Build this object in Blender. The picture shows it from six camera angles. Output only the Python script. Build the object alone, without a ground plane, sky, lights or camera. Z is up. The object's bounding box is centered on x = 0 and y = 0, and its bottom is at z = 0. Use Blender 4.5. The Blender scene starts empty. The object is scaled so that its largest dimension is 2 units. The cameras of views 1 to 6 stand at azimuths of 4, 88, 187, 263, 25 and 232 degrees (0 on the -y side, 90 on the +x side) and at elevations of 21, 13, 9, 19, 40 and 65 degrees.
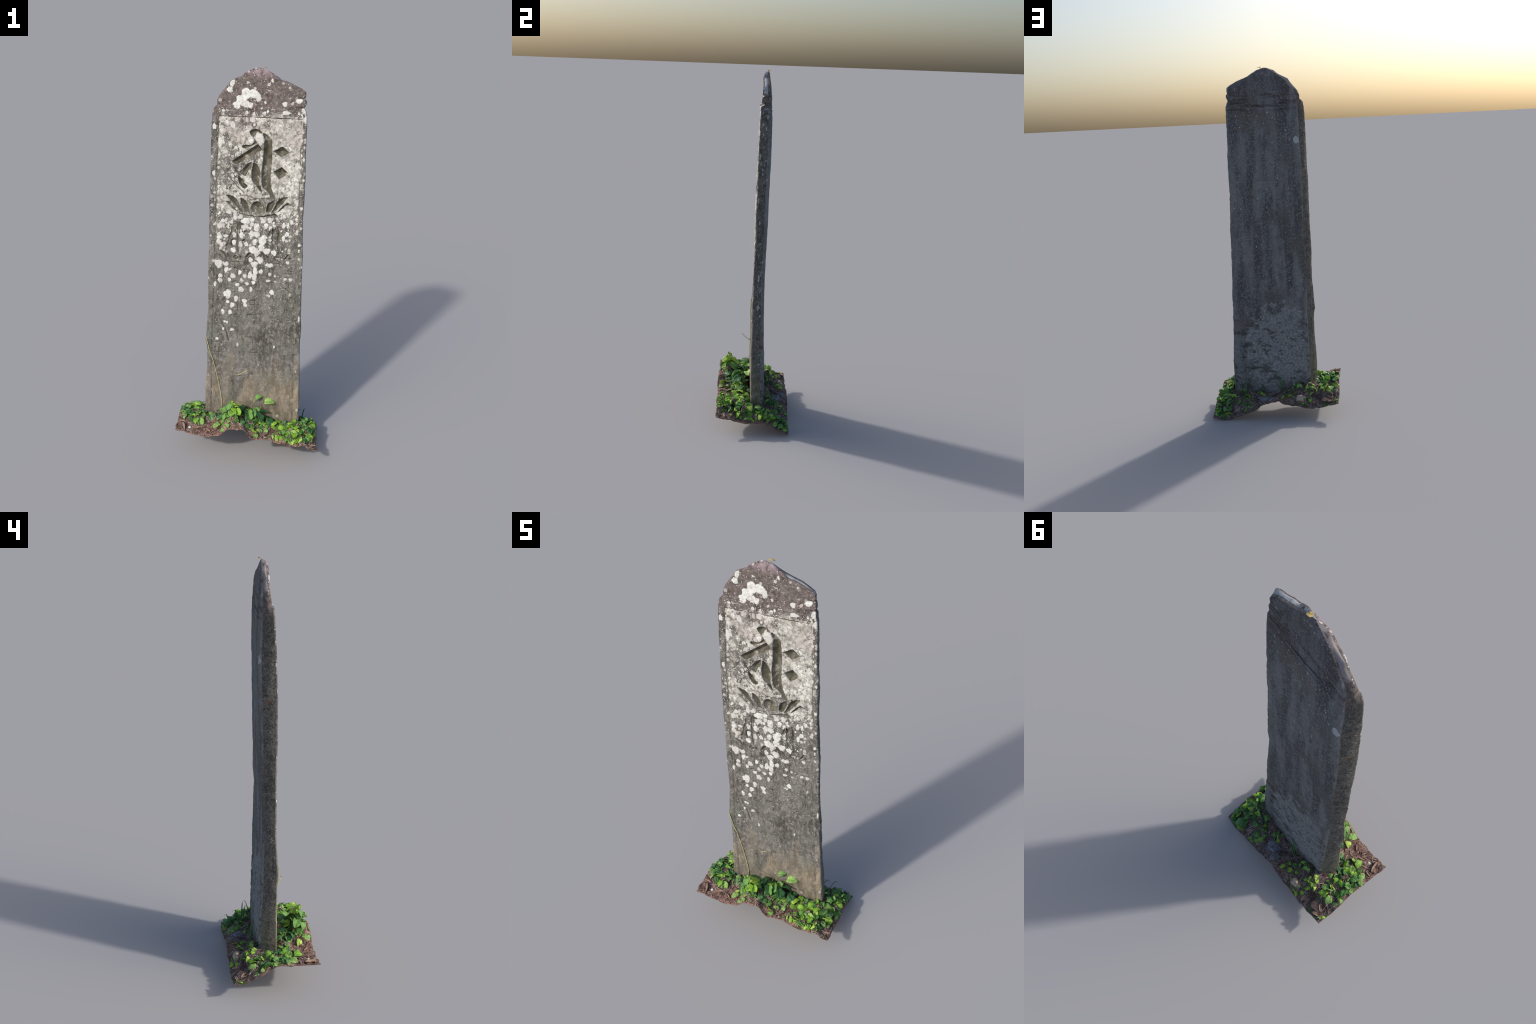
"""Weathered carved stone memorial slab standing in a small patch of leafy soil.

The slab is lofted from edge profiles (x of the left / right edge and y of the
front / back face as functions of height); the inscriptions are V-cut into the
front by outlines of the chisel strokes; the soil is a smooth sheet through a
few levelled spots, planted with leaves, grass, needles and stones.
"""
import bpy, bmesh, math, random
import numpy as np
from mathutils import Vector, Matrix, Euler

random.seed(7)
RNG = np.random.default_rng(7)

# ---------------------------------------------------------------- chisel cuts
# (x, z) outlines of V-cut strokes on the front face, in metres

SEED_SYLLABLE = {
    'hook': [(-0.045, 1.700), (-0.037, 1.709), (-0.024, 1.715), (-0.011, 1.716), (0.005, 1.711), (0.019, 1.699), (0.022, 1.695), (0.006, 1.696), (-0.006, 1.692), (-0.014, 1.681), (-0.015, 1.667), (-0.025, 1.674), (-0.037, 1.683)],
    'stem': [(0.019, 1.696), (0.028, 1.698), (0.044, 1.689), (0.058, 1.678), (0.066, 1.662), (0.068, 1.626), (0.069, 1.557), (0.065, 1.499), (0.066, 1.452), (0.072, 1.429), (0.081, 1.406), (0.096, 1.378), (0.084, 1.380), (0.067, 1.395), (0.046, 1.420), (0.031, 1.431), (0.022, 1.452), (0.019, 1.508), (0.023, 1.543), (0.026, 1.601), (0.027, 1.635), (0.028, 1.663), (0.024, 1.678)],
    'arm': [(-0.122, 1.558), (-0.083, 1.586), (-0.043, 1.614), (-0.004, 1.643), (0.001, 1.643), (0.023, 1.617), (0.002, 1.609), (-0.020, 1.590), (-0.051, 1.572), (-0.071, 1.559), (-0.102, 1.537), (-0.114, 1.548)],
    'wedge': [(-0.077, 1.633), (-0.062, 1.637), (-0.035, 1.637), (-0.017, 1.654), (-0.022, 1.665), (-0.014, 1.670), (-0.011, 1.656), (-0.001, 1.649), (-0.035, 1.630), (-0.066, 1.618), (-0.074, 1.621)],
    'arch': [(-0.074, 1.515), (-0.063, 1.532), (-0.050, 1.547), (-0.032, 1.557), (-0.026, 1.559), (-0.026, 1.534), (-0.031, 1.524), (-0.042, 1.514), (-0.049, 1.500), (-0.053, 1.486), (-0.062, 1.485), (-0.076, 1.499)],
    'leaf_cut': [(-0.021, 1.558), (-0.005, 1.549), (0.009, 1.533), (0.017, 1.508), (0.018, 1.473), (0.017, 1.449), (0.022, 1.428), (0.030, 1.408), (0.018, 1.414), (-0.001, 1.437), (-0.018, 1.455), (-0.027, 1.471), (-0.028, 1.506), (-0.025, 1.529)],
    'corner': [(-0.087, 1.491), (-0.076, 1.477), (-0.059, 1.464), (-0.061, 1.452), (-0.047, 1.444), (-0.042, 1.437), (-0.056, 1.422), (-0.067, 1.426), (-0.079, 1.440), (-0.088, 1.456), (-0.090, 1.474)],
    'dot': [(0.072, 1.613), (0.117, 1.639), (0.149, 1.611), (0.112, 1.583)],
    'dot2': [(0.076, 1.514), (0.116, 1.540), (0.149, 1.509), (0.107, 1.478)],
}
LOTUS = {
    'a': [(-0.152, 1.356), (-0.128, 1.358), (-0.118, 1.338), (-0.102, 1.322), (-0.083, 1.305), (-0.097, 1.310), (-0.116, 1.322), (-0.130, 1.338), (-0.139, 1.348)],
    'b': [(-0.150, 1.391), (-0.129, 1.390), (-0.108, 1.382), (-0.093, 1.369), (-0.081, 1.348), (-0.074, 1.324), (-0.057, 1.303), (-0.073, 1.309), (-0.092, 1.328), (-0.109, 1.346), (-0.126, 1.365), (-0.140, 1.378)],
    'c': [(-0.078, 1.380), (-0.063, 1.375), (-0.047, 1.362), (-0.037, 1.345), (-0.036, 1.321), (-0.024, 1.300), (-0.043, 1.309), (-0.057, 1.322), (-0.069, 1.336), (-0.075, 1.355)],
    'd': [(-0.023, 1.344), (-0.012, 1.359), (0.004, 1.367), (0.020, 1.362), (0.034, 1.349), (0.044, 1.333), (0.043, 1.316), (0.029, 1.305), (0.008, 1.301), (-0.013, 1.306), (-0.025, 1.322)],
    'e': [(0.057, 1.358), (0.073, 1.368), (0.088, 1.375), (0.090, 1.357), (0.081, 1.333), (0.068, 1.310), (0.050, 1.307), (0.049, 1.331)],
    'f': [(0.101, 1.370), (0.116, 1.383), (0.132, 1.392), (0.155, 1.393), (0.142, 1.377), (0.124, 1.352), (0.105, 1.329), (0.082, 1.309), (0.073, 1.308), (0.088, 1.338)],
    'g': [(0.145, 1.360), (0.151, 1.364), (0.173, 1.349), (0.150, 1.351), (0.134, 1.336), (0.119, 1.323), (0.103, 1.312), (0.123, 1.340)],
    'h': [(-0.080, 1.302), (-0.057, 1.296), (-0.033, 1.292), (-0.010, 1.291), (0.009, 1.287), (0.027, 1.291), (0.050, 1.295), (0.073, 1.301), (0.094, 1.307), (0.103, 1.300), (0.110, 1.288), (0.090, 1.296), (0.060, 1.290), (0.032, 1.284), (0.009, 1.282), (-0.014, 1.285), (-0.042, 1.288), (-0.071, 1.294)],
}
SMALL_LEFT = {
    'stem': [(-0.089, 1.243), (-0.070, 1.239), (-0.079, 1.232), (-0.080, 1.190), (-0.081, 1.131), (-0.076, 1.091), (-0.086, 1.104), (-0.090, 1.130), (-0.089, 1.180), (-0.089, 1.220)],
    'wedge': [(-0.117, 1.232), (-0.101, 1.220), (-0.109, 1.211), (-0.118, 1.178), (-0.125, 1.158), (-0.126, 1.138), (-0.137, 1.127), (-0.160, 1.116), (-0.143, 1.131), (-0.134, 1.145), (-0.131, 1.170), (-0.124, 1.190), (-0.118, 1.210)],
    'curve': [(-0.117, 1.158), (-0.110, 1.168), (-0.099, 1.167), (-0.108, 1.159), (-0.111, 1.145), (-0.105, 1.127), (-0.101, 1.117), (-0.113, 1.127), (-0.120, 1.142)],
    'dot': [(-0.058, 1.208), (-0.049, 1.215), (-0.035, 1.202), (-0.051, 1.202)],
    'dot2': [(-0.066, 1.159), (-0.053, 1.169), (-0.040, 1.155), (-0.053, 1.152)],
    'pa': [(-0.175, 1.103), (-0.150, 1.098), (-0.142, 1.080), (-0.130, 1.059), (-0.144, 1.068), (-0.156, 1.086)],
    'pb': [(-0.184, 1.084), (-0.171, 1.079), (-0.157, 1.063), (-0.144, 1.052), (-0.159, 1.057)],
    'pc': [(-0.140, 1.093), (-0.123, 1.084), (-0.121, 1.063), (-0.111, 1.054), (-0.125, 1.063)],
    'pd': [(-0.106, 1.072), (-0.093, 1.083), (-0.079, 1.074), (-0.075, 1.062), (-0.092, 1.057), (-0.104, 1.062)],
    'pe': [(-0.074, 1.083), (-0.056, 1.073), (-0.069, 1.058)],
    'pf': [(-0.040, 1.083), (-0.031, 1.097), (-0.015, 1.098), (-0.030, 1.079), (-0.050, 1.060)],
    'pg': [(-0.043, 1.060), (-0.017, 1.084), (-0.011, 1.076), (-0.035, 1.061)],
    'ph': [(-0.149, 1.056), (-0.122, 1.048), (-0.096, 1.045), (-0.069, 1.050), (-0.052, 1.045), (-0.073, 1.045), (-0.099, 1.040), (-0.126, 1.043)],
}
SMALL_RIGHT = {
    'stem': [(0.105, 1.245), (0.128, 1.241), (0.123, 1.220), (0.123, 1.173), (0.121, 1.123), (0.132, 1.087), (0.115, 1.106), (0.111, 1.152), (0.110, 1.212)],
    'wedge': [(0.081, 1.234), (0.099, 1.222), (0.092, 1.203), (0.089, 1.183), (0.084, 1.210)],
    'wedge2': [(0.079, 1.235), (0.067, 1.209), (0.062, 1.191), (0.074, 1.186), (0.079, 1.202)],
    'curve': [(0.101, 1.174), (0.088, 1.171), (0.086, 1.155), (0.095, 1.135), (0.105, 1.118), (0.089, 1.135), (0.081, 1.154), (0.084, 1.172)],
    'side': [(0.047, 1.142), (0.068, 1.155), (0.076, 1.138), (0.061, 1.135)],
    'pa': [(0.028, 1.105), (0.041, 1.104), (0.053, 1.092), (0.059, 1.070), (0.071, 1.059), (0.054, 1.070), (0.040, 1.087)],
    'pb': [(0.027, 1.079), (0.040, 1.073), (0.058, 1.058), (0.045, 1.061)],
    'pc': [(0.059, 1.089), (0.072, 1.087), (0.080, 1.072), (0.073, 1.065), (0.063, 1.077)],
    'pd': [(0.097, 1.081), (0.114, 1.082), (0.129, 1.081), (0.124, 1.070), (0.107, 1.069)],
    'pe': [(0.127, 1.079), (0.148, 1.078), (0.146, 1.072)],
    'pf': [(0.153, 1.082), (0.162, 1.099), (0.184, 1.103), (0.168, 1.091), (0.154, 1.072), (0.145, 1.066)],
    'pg': [(0.174, 1.084), (0.190, 1.076), (0.165, 1.071)],
    'ph': [(0.058, 1.054), (0.089, 1.050), (0.113, 1.052), (0.143, 1.055), (0.153, 1.046), (0.150, 1.039), (0.140, 1.049), (0.113, 1.047), (0.087, 1.045)],
}
SCRATCHES1 = [
    [(-0.173, 1.524), (-0.142, 1.488), (-0.095, 1.436), (-0.060, 1.403)],
    [(-0.080, 1.399), (-0.073, 1.388), (-0.055, 1.391)],
    [(-0.102, 1.518), (-0.085, 1.493)],
]
SCRATCHES2 = [
    [(-0.050, 1.390), (-0.013, 1.378), (0.022, 1.377), (0.075, 1.383)],
    [(-0.036, 1.367), (0.001, 1.374)],
]
SCRIPT1 = [
    [(-0.099, 1.012), (-0.084, 1.017), (-0.079, 1.001)],
    [(-0.083, 0.997), (-0.081, 0.970), (-0.071, 0.961)],
    [(-0.105, 0.934), (-0.086, 0.943)],
    [(-0.107, 0.879), (-0.090, 0.882)],
    [(-0.077, 0.831), (-0.074, 0.778)],
    [(-0.094, 0.798), (-0.084, 0.796)],
    [(-0.001, 0.946), (0.012, 0.949)],
    [(-0.020, 0.918), (0.022, 0.931)],
    [(0.007, 0.924), (0.027, 0.909)],
    [(0.017, 0.925), (0.000, 0.899)],
    [(-0.013, 0.841), (0.023, 0.846)],
    [(-0.013, 0.818), (0.038, 0.819)],
    [(0.008, 0.845), (0.011, 0.803)],
    [(-0.027, 0.762), (-0.001, 0.766)],
    [(0.014, 0.765), (0.041, 0.769)],
    [(0.086, 1.016), (0.099, 1.017)],
    [(0.096, 1.008), (0.097, 0.977), (0.111, 0.960)],
    [(0.085, 0.946), (0.100, 0.947)],
    [(0.093, 0.938), (0.096, 0.909)],
    [(0.099, 0.878), (0.104, 0.851), (0.116, 0.841)],
    [(0.075, 0.866), (0.086, 0.877)],
    [(0.090, 0.814), (0.109, 0.816)],
    [(0.100, 0.815), (0.089, 0.791)],
    [(0.100, 0.809), (0.116, 0.795)],
    [(0.099, 0.785), (0.109, 0.790)],
    [(0.164, 1.012), (0.185, 1.012)],
    [(0.152, 0.997), (0.184, 0.995)],
    [(0.156, 0.977), (0.174, 0.974)],
    [(0.167, 0.951), (0.165, 0.943)],
    [(0.177, 0.949), (0.178, 0.923)],
    [(0.157, 0.921), (0.165, 0.915)],
    [(0.169, 0.910), (0.191, 0.894)],
    [(0.153, 0.879), (0.154, 0.854), (0.167, 0.857)],
    [(0.176, 0.879), (0.177, 0.851), (0.188, 0.837)],
    [(0.186, 0.873), (0.196, 0.865)],
    [(0.162, 0.815), (0.163, 0.783)],
    [(0.175, 0.816), (0.177, 0.784)],
    [(0.187, 0.812), (0.188, 0.776)],
]
SCRIPT2 = [
    [(0.173, 0.761), (0.181, 0.755)],
    [(0.166, 0.737), (0.187, 0.741)],
    [(0.174, 0.723), (0.188, 0.720)],
    [(0.171, 0.676), (0.172, 0.654), (0.188, 0.640)],
    [(0.179, 0.666), (0.195, 0.656)],
    [(0.096, 0.794), (0.111, 0.789)],
    [(0.089, 0.756), (0.105, 0.750)],
    [(0.095, 0.718), (0.106, 0.721)],
    [(0.089, 0.666), (0.105, 0.663)],
    [(0.094, 0.649), (0.118, 0.629)],
    [(-0.105, 0.755), (-0.074, 0.755)],
    [(-0.082, 0.748), (-0.074, 0.734)],
    [(-0.089, 0.722), (-0.079, 0.704)],
    [(-0.084, 0.693), (-0.080, 0.676)],
    [(-0.026, 0.763), (-0.000, 0.766)],
    [(0.015, 0.766), (0.042, 0.768)],
    [(0.006, 0.742), (0.016, 0.742)],
    [(0.011, 0.729), (0.011, 0.708)],
    [(-0.010, 0.563), (0.038, 0.566)],
    [(0.010, 0.578), (0.014, 0.567)],
    [(-0.005, 0.550), (0.030, 0.550)],
    [(-0.191, 0.599), (-0.144, 0.606)],
    [(-0.192, 0.563), (-0.183, 0.573)],
    [(-0.147, 0.578), (-0.127, 0.561)],
    [(-0.194, 0.541), (-0.142, 0.543)],
    [(-0.167, 0.565), (-0.166, 0.514)],
]
CRACK = [
    [(-0.170, 0.768), (-0.155, 0.707), (-0.135, 0.672), (-0.124, 0.634), (-0.118, 0.612)],
]
CRACK2 = [
    [(-0.154, 1.019), (-0.150, 0.982), (-0.153, 0.926)],
]
LICHEN_A = [
    (-0.177, 1.026, 0.018, 0.018), (-0.139, 1.031, 0.013, 0.012), (-0.167, 0.967, 0.011, 0.012), (-0.168, 0.942, 0.013, 0.013), (-0.138, 1.000, 0.011, 0.015),
    (-0.193, 0.919, 0.008, 0.014), (-0.104, 0.969, 0.013, 0.015), (-0.121, 0.947, 0.008, 0.013), (-0.069, 0.991, 0.010, 0.012), (-0.044, 0.973, 0.010, 0.012),
    (-0.060, 0.951, 0.008, 0.010), (-0.018, 0.980, 0.012, 0.020), (0.002, 1.039, 0.017, 0.018), (0.007, 1.003, 0.011, 0.025), (0.004, 0.971, 0.014, 0.023),
    (-0.000, 0.940, 0.011, 0.010), (0.035, 1.002, 0.011, 0.013), (-0.018, 1.058, 0.009, 0.010), (0.076, 1.038, 0.019, 0.012), (-0.081, 0.923, 0.011, 0.010),
    (-0.061, 0.899, 0.014, 0.016), (-0.011, 0.902, 0.009, 0.013), (-0.130, 0.873, 0.021, 0.021), (-0.126, 0.853, 0.012, 0.011), (-0.127, 0.826, 0.009, 0.009),
    (-0.085, 0.847, 0.012, 0.016), (-0.042, 0.837, 0.013, 0.013), (-0.038, 0.816, 0.010, 0.014), (-0.104, 0.810, 0.013, 0.014), (-0.114, 0.771, 0.009, 0.014),
    (-0.151, 0.773, 0.009, 0.013), (0.080, 0.989, 0.009, 0.009), (0.073, 0.955, 0.011, 0.008), (0.094, 0.893, 0.013, 0.014), (0.078, 0.874, 0.009, 0.009),
    (0.157, 0.968, 0.009, 0.007), (0.185, 0.967, 0.009, 0.010), (0.166, 1.057, 0.009, 0.010), (-0.032, 0.932, 0.010, 0.009),
]
LICHEN_B = [
    (-0.173, 1.231, 0.013, 0.016), (-0.159, 1.257, 0.011, 0.012), (-0.176, 1.179, 0.014, 0.018), (-0.143, 1.180, 0.014, 0.008), (-0.179, 1.149, 0.011, 0.016),
    (-0.164, 1.132, 0.009, 0.016), (-0.130, 1.304, 0.013, 0.012), (-0.099, 1.282, 0.011, 0.018), (-0.074, 1.281, 0.014, 0.011), (-0.048, 1.263, 0.021, 0.018),
    (-0.051, 1.234, 0.017, 0.012), (-0.017, 1.271, 0.013, 0.012), (-0.016, 1.247, 0.011, 0.012), (0.006, 1.241, 0.013, 0.014), (0.007, 1.225, 0.015, 0.014),
    (0.039, 1.266, 0.013, 0.012), (0.053, 1.242, 0.010, 0.018), (0.071, 1.272, 0.014, 0.014), (0.139, 1.249, 0.010, 0.014), (0.176, 1.268, 0.010, 0.012),
    (-0.018, 1.196, 0.012, 0.018), (0.008, 1.196, 0.017, 0.016), (-0.066, 1.187, 0.012, 0.016), (-0.101, 1.189, 0.011, 0.014), (-0.102, 1.149, 0.010, 0.016),
    (-0.070, 1.139, 0.011, 0.016), (-0.041, 1.142, 0.010, 0.012), (-0.001, 1.155, 0.011, 0.016), (-0.105, 1.109, 0.015, 0.013), (-0.010, 1.115, 0.020, 0.019),
    (0.011, 1.100, 0.015, 0.020), (0.037, 1.164, 0.022, 0.022), (0.046, 1.184, 0.017, 0.010), (0.033, 1.127, 0.017, 0.018), (0.060, 1.111, 0.018, 0.018),
    (0.096, 1.105, 0.014, 0.015), (0.156, 1.204, 0.011, 0.014), (0.140, 1.182, 0.009, 0.015), (0.029, 1.063, 0.018, 0.018), (-0.018, 1.062, 0.010, 0.014),
    (-0.178, 1.033, 0.018, 0.022), (-0.139, 1.032, 0.011, 0.010),
]
LICHEN_C = [
    (-0.149, 0.769, 0.008, 0.012), (-0.114, 0.769, 0.009, 0.012), (-0.102, 0.674, 0.010, 0.009), (-0.128, 0.713, 0.006, 0.007), (-0.140, 0.717, 0.007, 0.006),
    (-0.177, 0.619, 0.008, 0.008), (-0.146, 0.676, 0.005, 0.010), (0.118, 0.590, 0.005, 0.010), (-0.071, 0.592, 0.006, 0.011), (0.237, 0.755, 0.005, 0.015),
]
LICHEN_CROWN = [
    (-0.062, 1.876, 0.025, 0.028), (-0.086, 1.848, 0.025, 0.024), (-0.106, 1.822, 0.020, 0.016), (-0.063, 1.828, 0.021, 0.017), (-0.030, 1.878, 0.021, 0.021),
    (-0.006, 1.862, 0.014, 0.021), (-0.128, 1.932, 0.012, 0.010), (-0.131, 1.918, 0.012, 0.014), (-0.141, 1.890, 0.016, 0.014), (-0.042, 1.825, 0.011, 0.014),
    (0.184, 1.853, 0.018, 0.010), (0.118, 1.836, 0.011, 0.014), (0.126, 1.798, 0.018, 0.012), (0.211, 1.809, 0.014, 0.014), (0.220, 1.771, 0.012, 0.021),
    (-0.029, 1.759, 0.014, 0.013), (-0.121, 1.729, 0.013, 0.016), (-0.149, 1.739, 0.009, 0.014), (-0.179, 1.644, 0.013, 0.025), (-0.209, 1.718, 0.009, 0.016),
    (-0.207, 1.494, 0.009, 0.013), (0.003, 1.678, 0.020, 0.022), (-0.033, 1.658, 0.013, 0.011), (0.014, 1.660, 0.016, 0.022),
]

# ------------------------------------------------------------------ utilities
def smoothstep(a, b, x):
    t = np.clip((x - a) / (b - a), 0, 1)
    return t * t * (3 - 2 * t)


class Noise2:
    """value noise on a wrapped random lattice"""
    def __init__(self, seed, n=256):
        self.n = n
        self.g = np.random.default_rng(seed).uniform(-1, 1, (n, n))

    def __call__(self, x, y, size):
        x = np.asarray(x, float) / size + 57.3
        y = np.asarray(y, float) / size + 31.7
        xi = np.floor(x).astype(int); yi = np.floor(y).astype(int)
        fx = x - xi; fy = y - yi
        fx = fx * fx * (3 - 2 * fx); fy = fy * fy * (3 - 2 * fy)
        n = self.n
        g = lambda i, j: self.g[i % n, j % n]
        return ((g(xi, yi) * (1 - fx) + g(xi + 1, yi) * fx) * (1 - fy)
                + (g(xi, yi + 1) * (1 - fx) + g(xi + 1, yi + 1) * fx) * fy)


NA, NB, NC, ND = Noise2(1), Noise2(2), Noise2(3), Noise2(4)


def profile(pairs):
    a = np.array(sorted(pairs))
    return lambda z: np.interp(z, a[:, 0], a[:, 1])


# ------------------------------------------------------------------ slab form
Z_BASE, Z_TOP = 0.100, 1.9945
# height -> x of the edges
LEFT_FRONT = profile([(1.9945, -0.012), (1.993, -0.024), (1.978, -0.062), (1.9545, -0.090), (1.941, -0.117), (1.930, -0.138),
                      (1.897, -0.161), (1.861, -0.189), (1.836, -0.199), (1.815, -0.198), (1.805, -0.211), (1.793, -0.217),
                      (1.757, -0.220), (1.67, -0.223), (1.45, -0.2235), (1.26, -0.2265), (1.12, -0.225), (0.98, -0.228),
                      (0.88, -0.225), (0.79, -0.224), (0.73, -0.229), (0.644, -0.232), (0.609, -0.235), (0.566, -0.227),
                      (0.46, -0.2255), (0.37, -0.231), (0.256, -0.234), (0.17, -0.231), (0.08, -0.228)])
RIGHT_FRONT = profile([(1.9945, -0.005), (1.991, 0.008), (1.984, 0.036), (1.960, 0.079), (1.946, 0.094), (1.941, 0.119),
                       (1.924, 0.158), (1.910, 0.191), (1.894, 0.212), (1.875, 0.214), (1.864, 0.209), (1.853, 0.219),
                       (1.839, 0.218), (1.819, 0.208), (1.811, 0.216), (1.788, 0.223), (1.735, 0.2255), (1.62, 0.227),
                       (1.545, 0.228), (1.52, 0.231), (1.44, 0.231), (1.365, 0.232), (1.29, 0.229), (1.21, 0.234),
                       (1.09, 0.239), (0.99, 0.239), (0.907, 0.2425), (0.81, 0.245), (0.69, 0.251), (0.608, 0.250),
                       (0.476, 0.255), (0.386, 0.259), (0.27, 0.262), (0.17, 0.265), (0.08, 0.262)])
LEFT_BACK = profile([(1.9945, -0.012), (1.985, -0.036), (1.96, -0.078), (1.93, -0.118), (1.897, -0.147), (1.861, -0.171),
                     (1.836, -0.184), (1.80, -0.189), (1.72, -0.191), (1.58, -0.1915), (1.455, -0.198), (1.26, -0.1965),
                     (1.06, -0.194), (0.86, -0.198), (0.64, -0.1955), (0.49, -0.193), (0.34, -0.197), (0.19, -0.199), (0.08, -0.197)])
RIGHT_BACK = profile([(1.9945, -0.005), (1.984, 0.026), (1.958, 0.072), (1.941, 0.112), (1.927, 0.152), (1.896, 0.199),
                      (1.880, 0.206), (1.864, 0.200), (1.846, 0.210), (1.82, 0.203), (1.804, 0.2125), (1.74, 0.216),
                      (1.60, 0.217), (1.44, 0.2225), (1.276, 0.2215), (1.05, 0.231), (0.87, 0.231), (0.69, 0.240),
                      (0.50, 0.244), (0.31, 0.254), (0.166, 0.2555), (0.08, 0.254)])
# height -> y of the faces, at the left and the right edge
FRONT_LEFT = profile([(1.9945, 0.028), (1.9915, 0.023), (1.986, 0.015), (1.976, 0.0103), (1.957, 0.0075), (1.926, 0.0095), (1.887, 0.0095),
                      (1.859, 0.0083), (1.829, 0.006), (1.809, 0.003), (1.757, -0.0015), (1.707, -0.0045), (1.586, -0.009),
                      (1.417, -0.0135), (1.218, -0.0145), (0.99, -0.0115), (0.84, -0.010), (0.66, -0.016), (0.58, -0.020),
                      (0.50, -0.017), (0.30, -0.0175), (0.15, -0.0165)])
FRONT_RIGHT = profile([(1.9945, 0.026), (1.989, 0.016), (1.973, 0.006), (1.954, 0.001), (1.923, -0.003), (1.893, -0.006), (1.849, -0.0095),
                       (1.80, -0.0105), (1.70, -0.011), (1.60, -0.012), (1.50, -0.014), (1.2, -0.015), (0.84, -0.0175), (0.48, -0.0185),
                       (0.33, -0.018), (0.11, -0.013)])
BACK_LEFT = profile([(1.9945, 0.032), (1.985, 0.038), (1.957, 0.043), (1.927, 0.048), (1.888, 0.051), (1.849, 0.0565), (1.8145, 0.056),
                     (1.773, 0.059), (1.588, 0.062), (1.42, 0.060), (1.22, 0.057), (0.99, 0.050), (0.75, 0.047), (0.49, 0.053),
                     (0.31, 0.064), (0.15, 0.067)])
BACK_RIGHT = profile([(1.9945, 0.030), (1.987, 0.033), (1.963, 0.037), (1.92, 0.038), (1.863, 0.041), (1.78, 0.0475), (1.66, 0.0505),
                      (1.47, 0.051), (1.29, 0.047), (1.134, 0.046), (1.09, 0.044), (0.90, 0.040), (0.68, 0.044), (0.405, 0.050),
                      (0.213, 0.057), (0.11, 0.058)])
LEDGE_Z = 1.811
FRAME_LEFT = profile([(1.75, -0.188), (1.67, -0.190), (1.56, -0.1945), (1.27, -0.196), (1.05, -0.198), (0.69, -0.2015), (0.3, -0.203)])
FRAME_RIGHT = profile([(1.75, 0.199), (1.62, 0.2015), (1.40, 0.206), (1.19, 0.209), (1.03, 0.211), (0.86, 0.2135), (0.56, 0.220), (0.24, 0.230)])


def segment_distance(px, pz, a, b):
    ax, az = a; bx, bz = b
    dx, dz = bx - ax, bz - az
    t = np.clip(((px - ax) * dx + (pz - az) * dz) / (dx * dx + dz * dz + 1e-12), 0, 1)
    return np.hypot(px - ax - t * dx, pz - az - t * dz), t


def soften(poly):
    """one round of corner cutting for a hand-chiselled outline"""
    out = []
    for p, q in zip(poly, poly[1:] + poly[:1]):
        out.append((0.8 * p[0] + 0.2 * q[0], 0.8 * p[1] + 0.2 * q[1]))
        out.append((0.2 * p[0] + 0.8 * q[0], 0.2 * p[1] + 0.8 * q[1]))
    return out


def cut_depth(X, Z, poly, slope, most):
    """V-cut: depth grows with the distance from the stroke outline"""
    d = np.zeros_like(X)
    xs = [p[0] for p in poly]; zs = [p[1] for p in poly]
    r0, r1 = np.searchsorted(Z[:, 0], [min(zs) - .002, max(zs) + .002])
    x = X[r0:r1]; z = Z[r0:r1]
    inside = np.zeros(x.shape, bool); near = np.full(x.shape, 1.0)
    for a, b in zip(poly, poly[1:] + poly[:1]):
        hit = (a[1] > z) != (b[1] > z)
        with np.errstate(divide='ignore', invalid='ignore'):
            xc = (b[0] - a[0]) * (z - a[1]) / (b[1] - a[1] + 1e-15) + a[0]
        inside ^= hit & (x < xc)
        near = np.minimum(near, segment_distance(x, z, a, b)[0])
    v = near * slope
    v = most * (1 - np.exp(-v / most * 1.25))
    d[r0:r1] = np.where(inside, v, 0)
    return d


def line_depth(X, Z, pts, half, depth):
    d = np.zeros_like(X)
    zs = [p[1] for p in pts]
    r0, r1 = np.searchsorted(Z[:, 0], [min(zs) - .01, max(zs) + .01])
    x = X[r0:r1]; z = Z[r0:r1]
    near = np.full(x.shape, 1.0)
    for a, b in zip(pts, pts[1:]):
        near = np.minimum(near, segment_distance(x, z, a, b)[0])
    d[r0:r1] = depth * np.clip(1 - near / half, 0, 1) ** 0.8
    return d


def rounding(d, r):
    """how far a rounded edge of radius r falls back at distance d from it"""
    t = np.clip(1 - d / r, 0, 1)
    return r * (1 - np.sqrt(np.clip(1 - t * t, 0, 1)))


N_ROW, N_FRONT, N_BACK, N_SIDE = 1080, 250, 110, 22
zrow = np.linspace(Z_BASE, Z_TOP, N_ROW)
zc = zrow[:, None]
edge_wear = lambda s, a: a * (NA(zrow, s, 0.06) * 0.5 + NB(zrow, s, 0.022) * 0.35 + NC(zrow, s, 0.009) * 0.2)
taper = np.clip((Z_TOP - zrow) / 0.03, 0.15, 1)
xlf = LEFT_FRONT(zrow) - .0015 + edge_wear(3.1, .0028) * taper
xrf = RIGHT_FRONT(zrow) + edge_wear(9.7, .0028) * taper
xlb = LEFT_BACK(zrow) + edge_wear(17.2, .003) * taper
xrb = RIGHT_BACK(zrow) + edge_wear(23.9, .003) * taper

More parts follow.
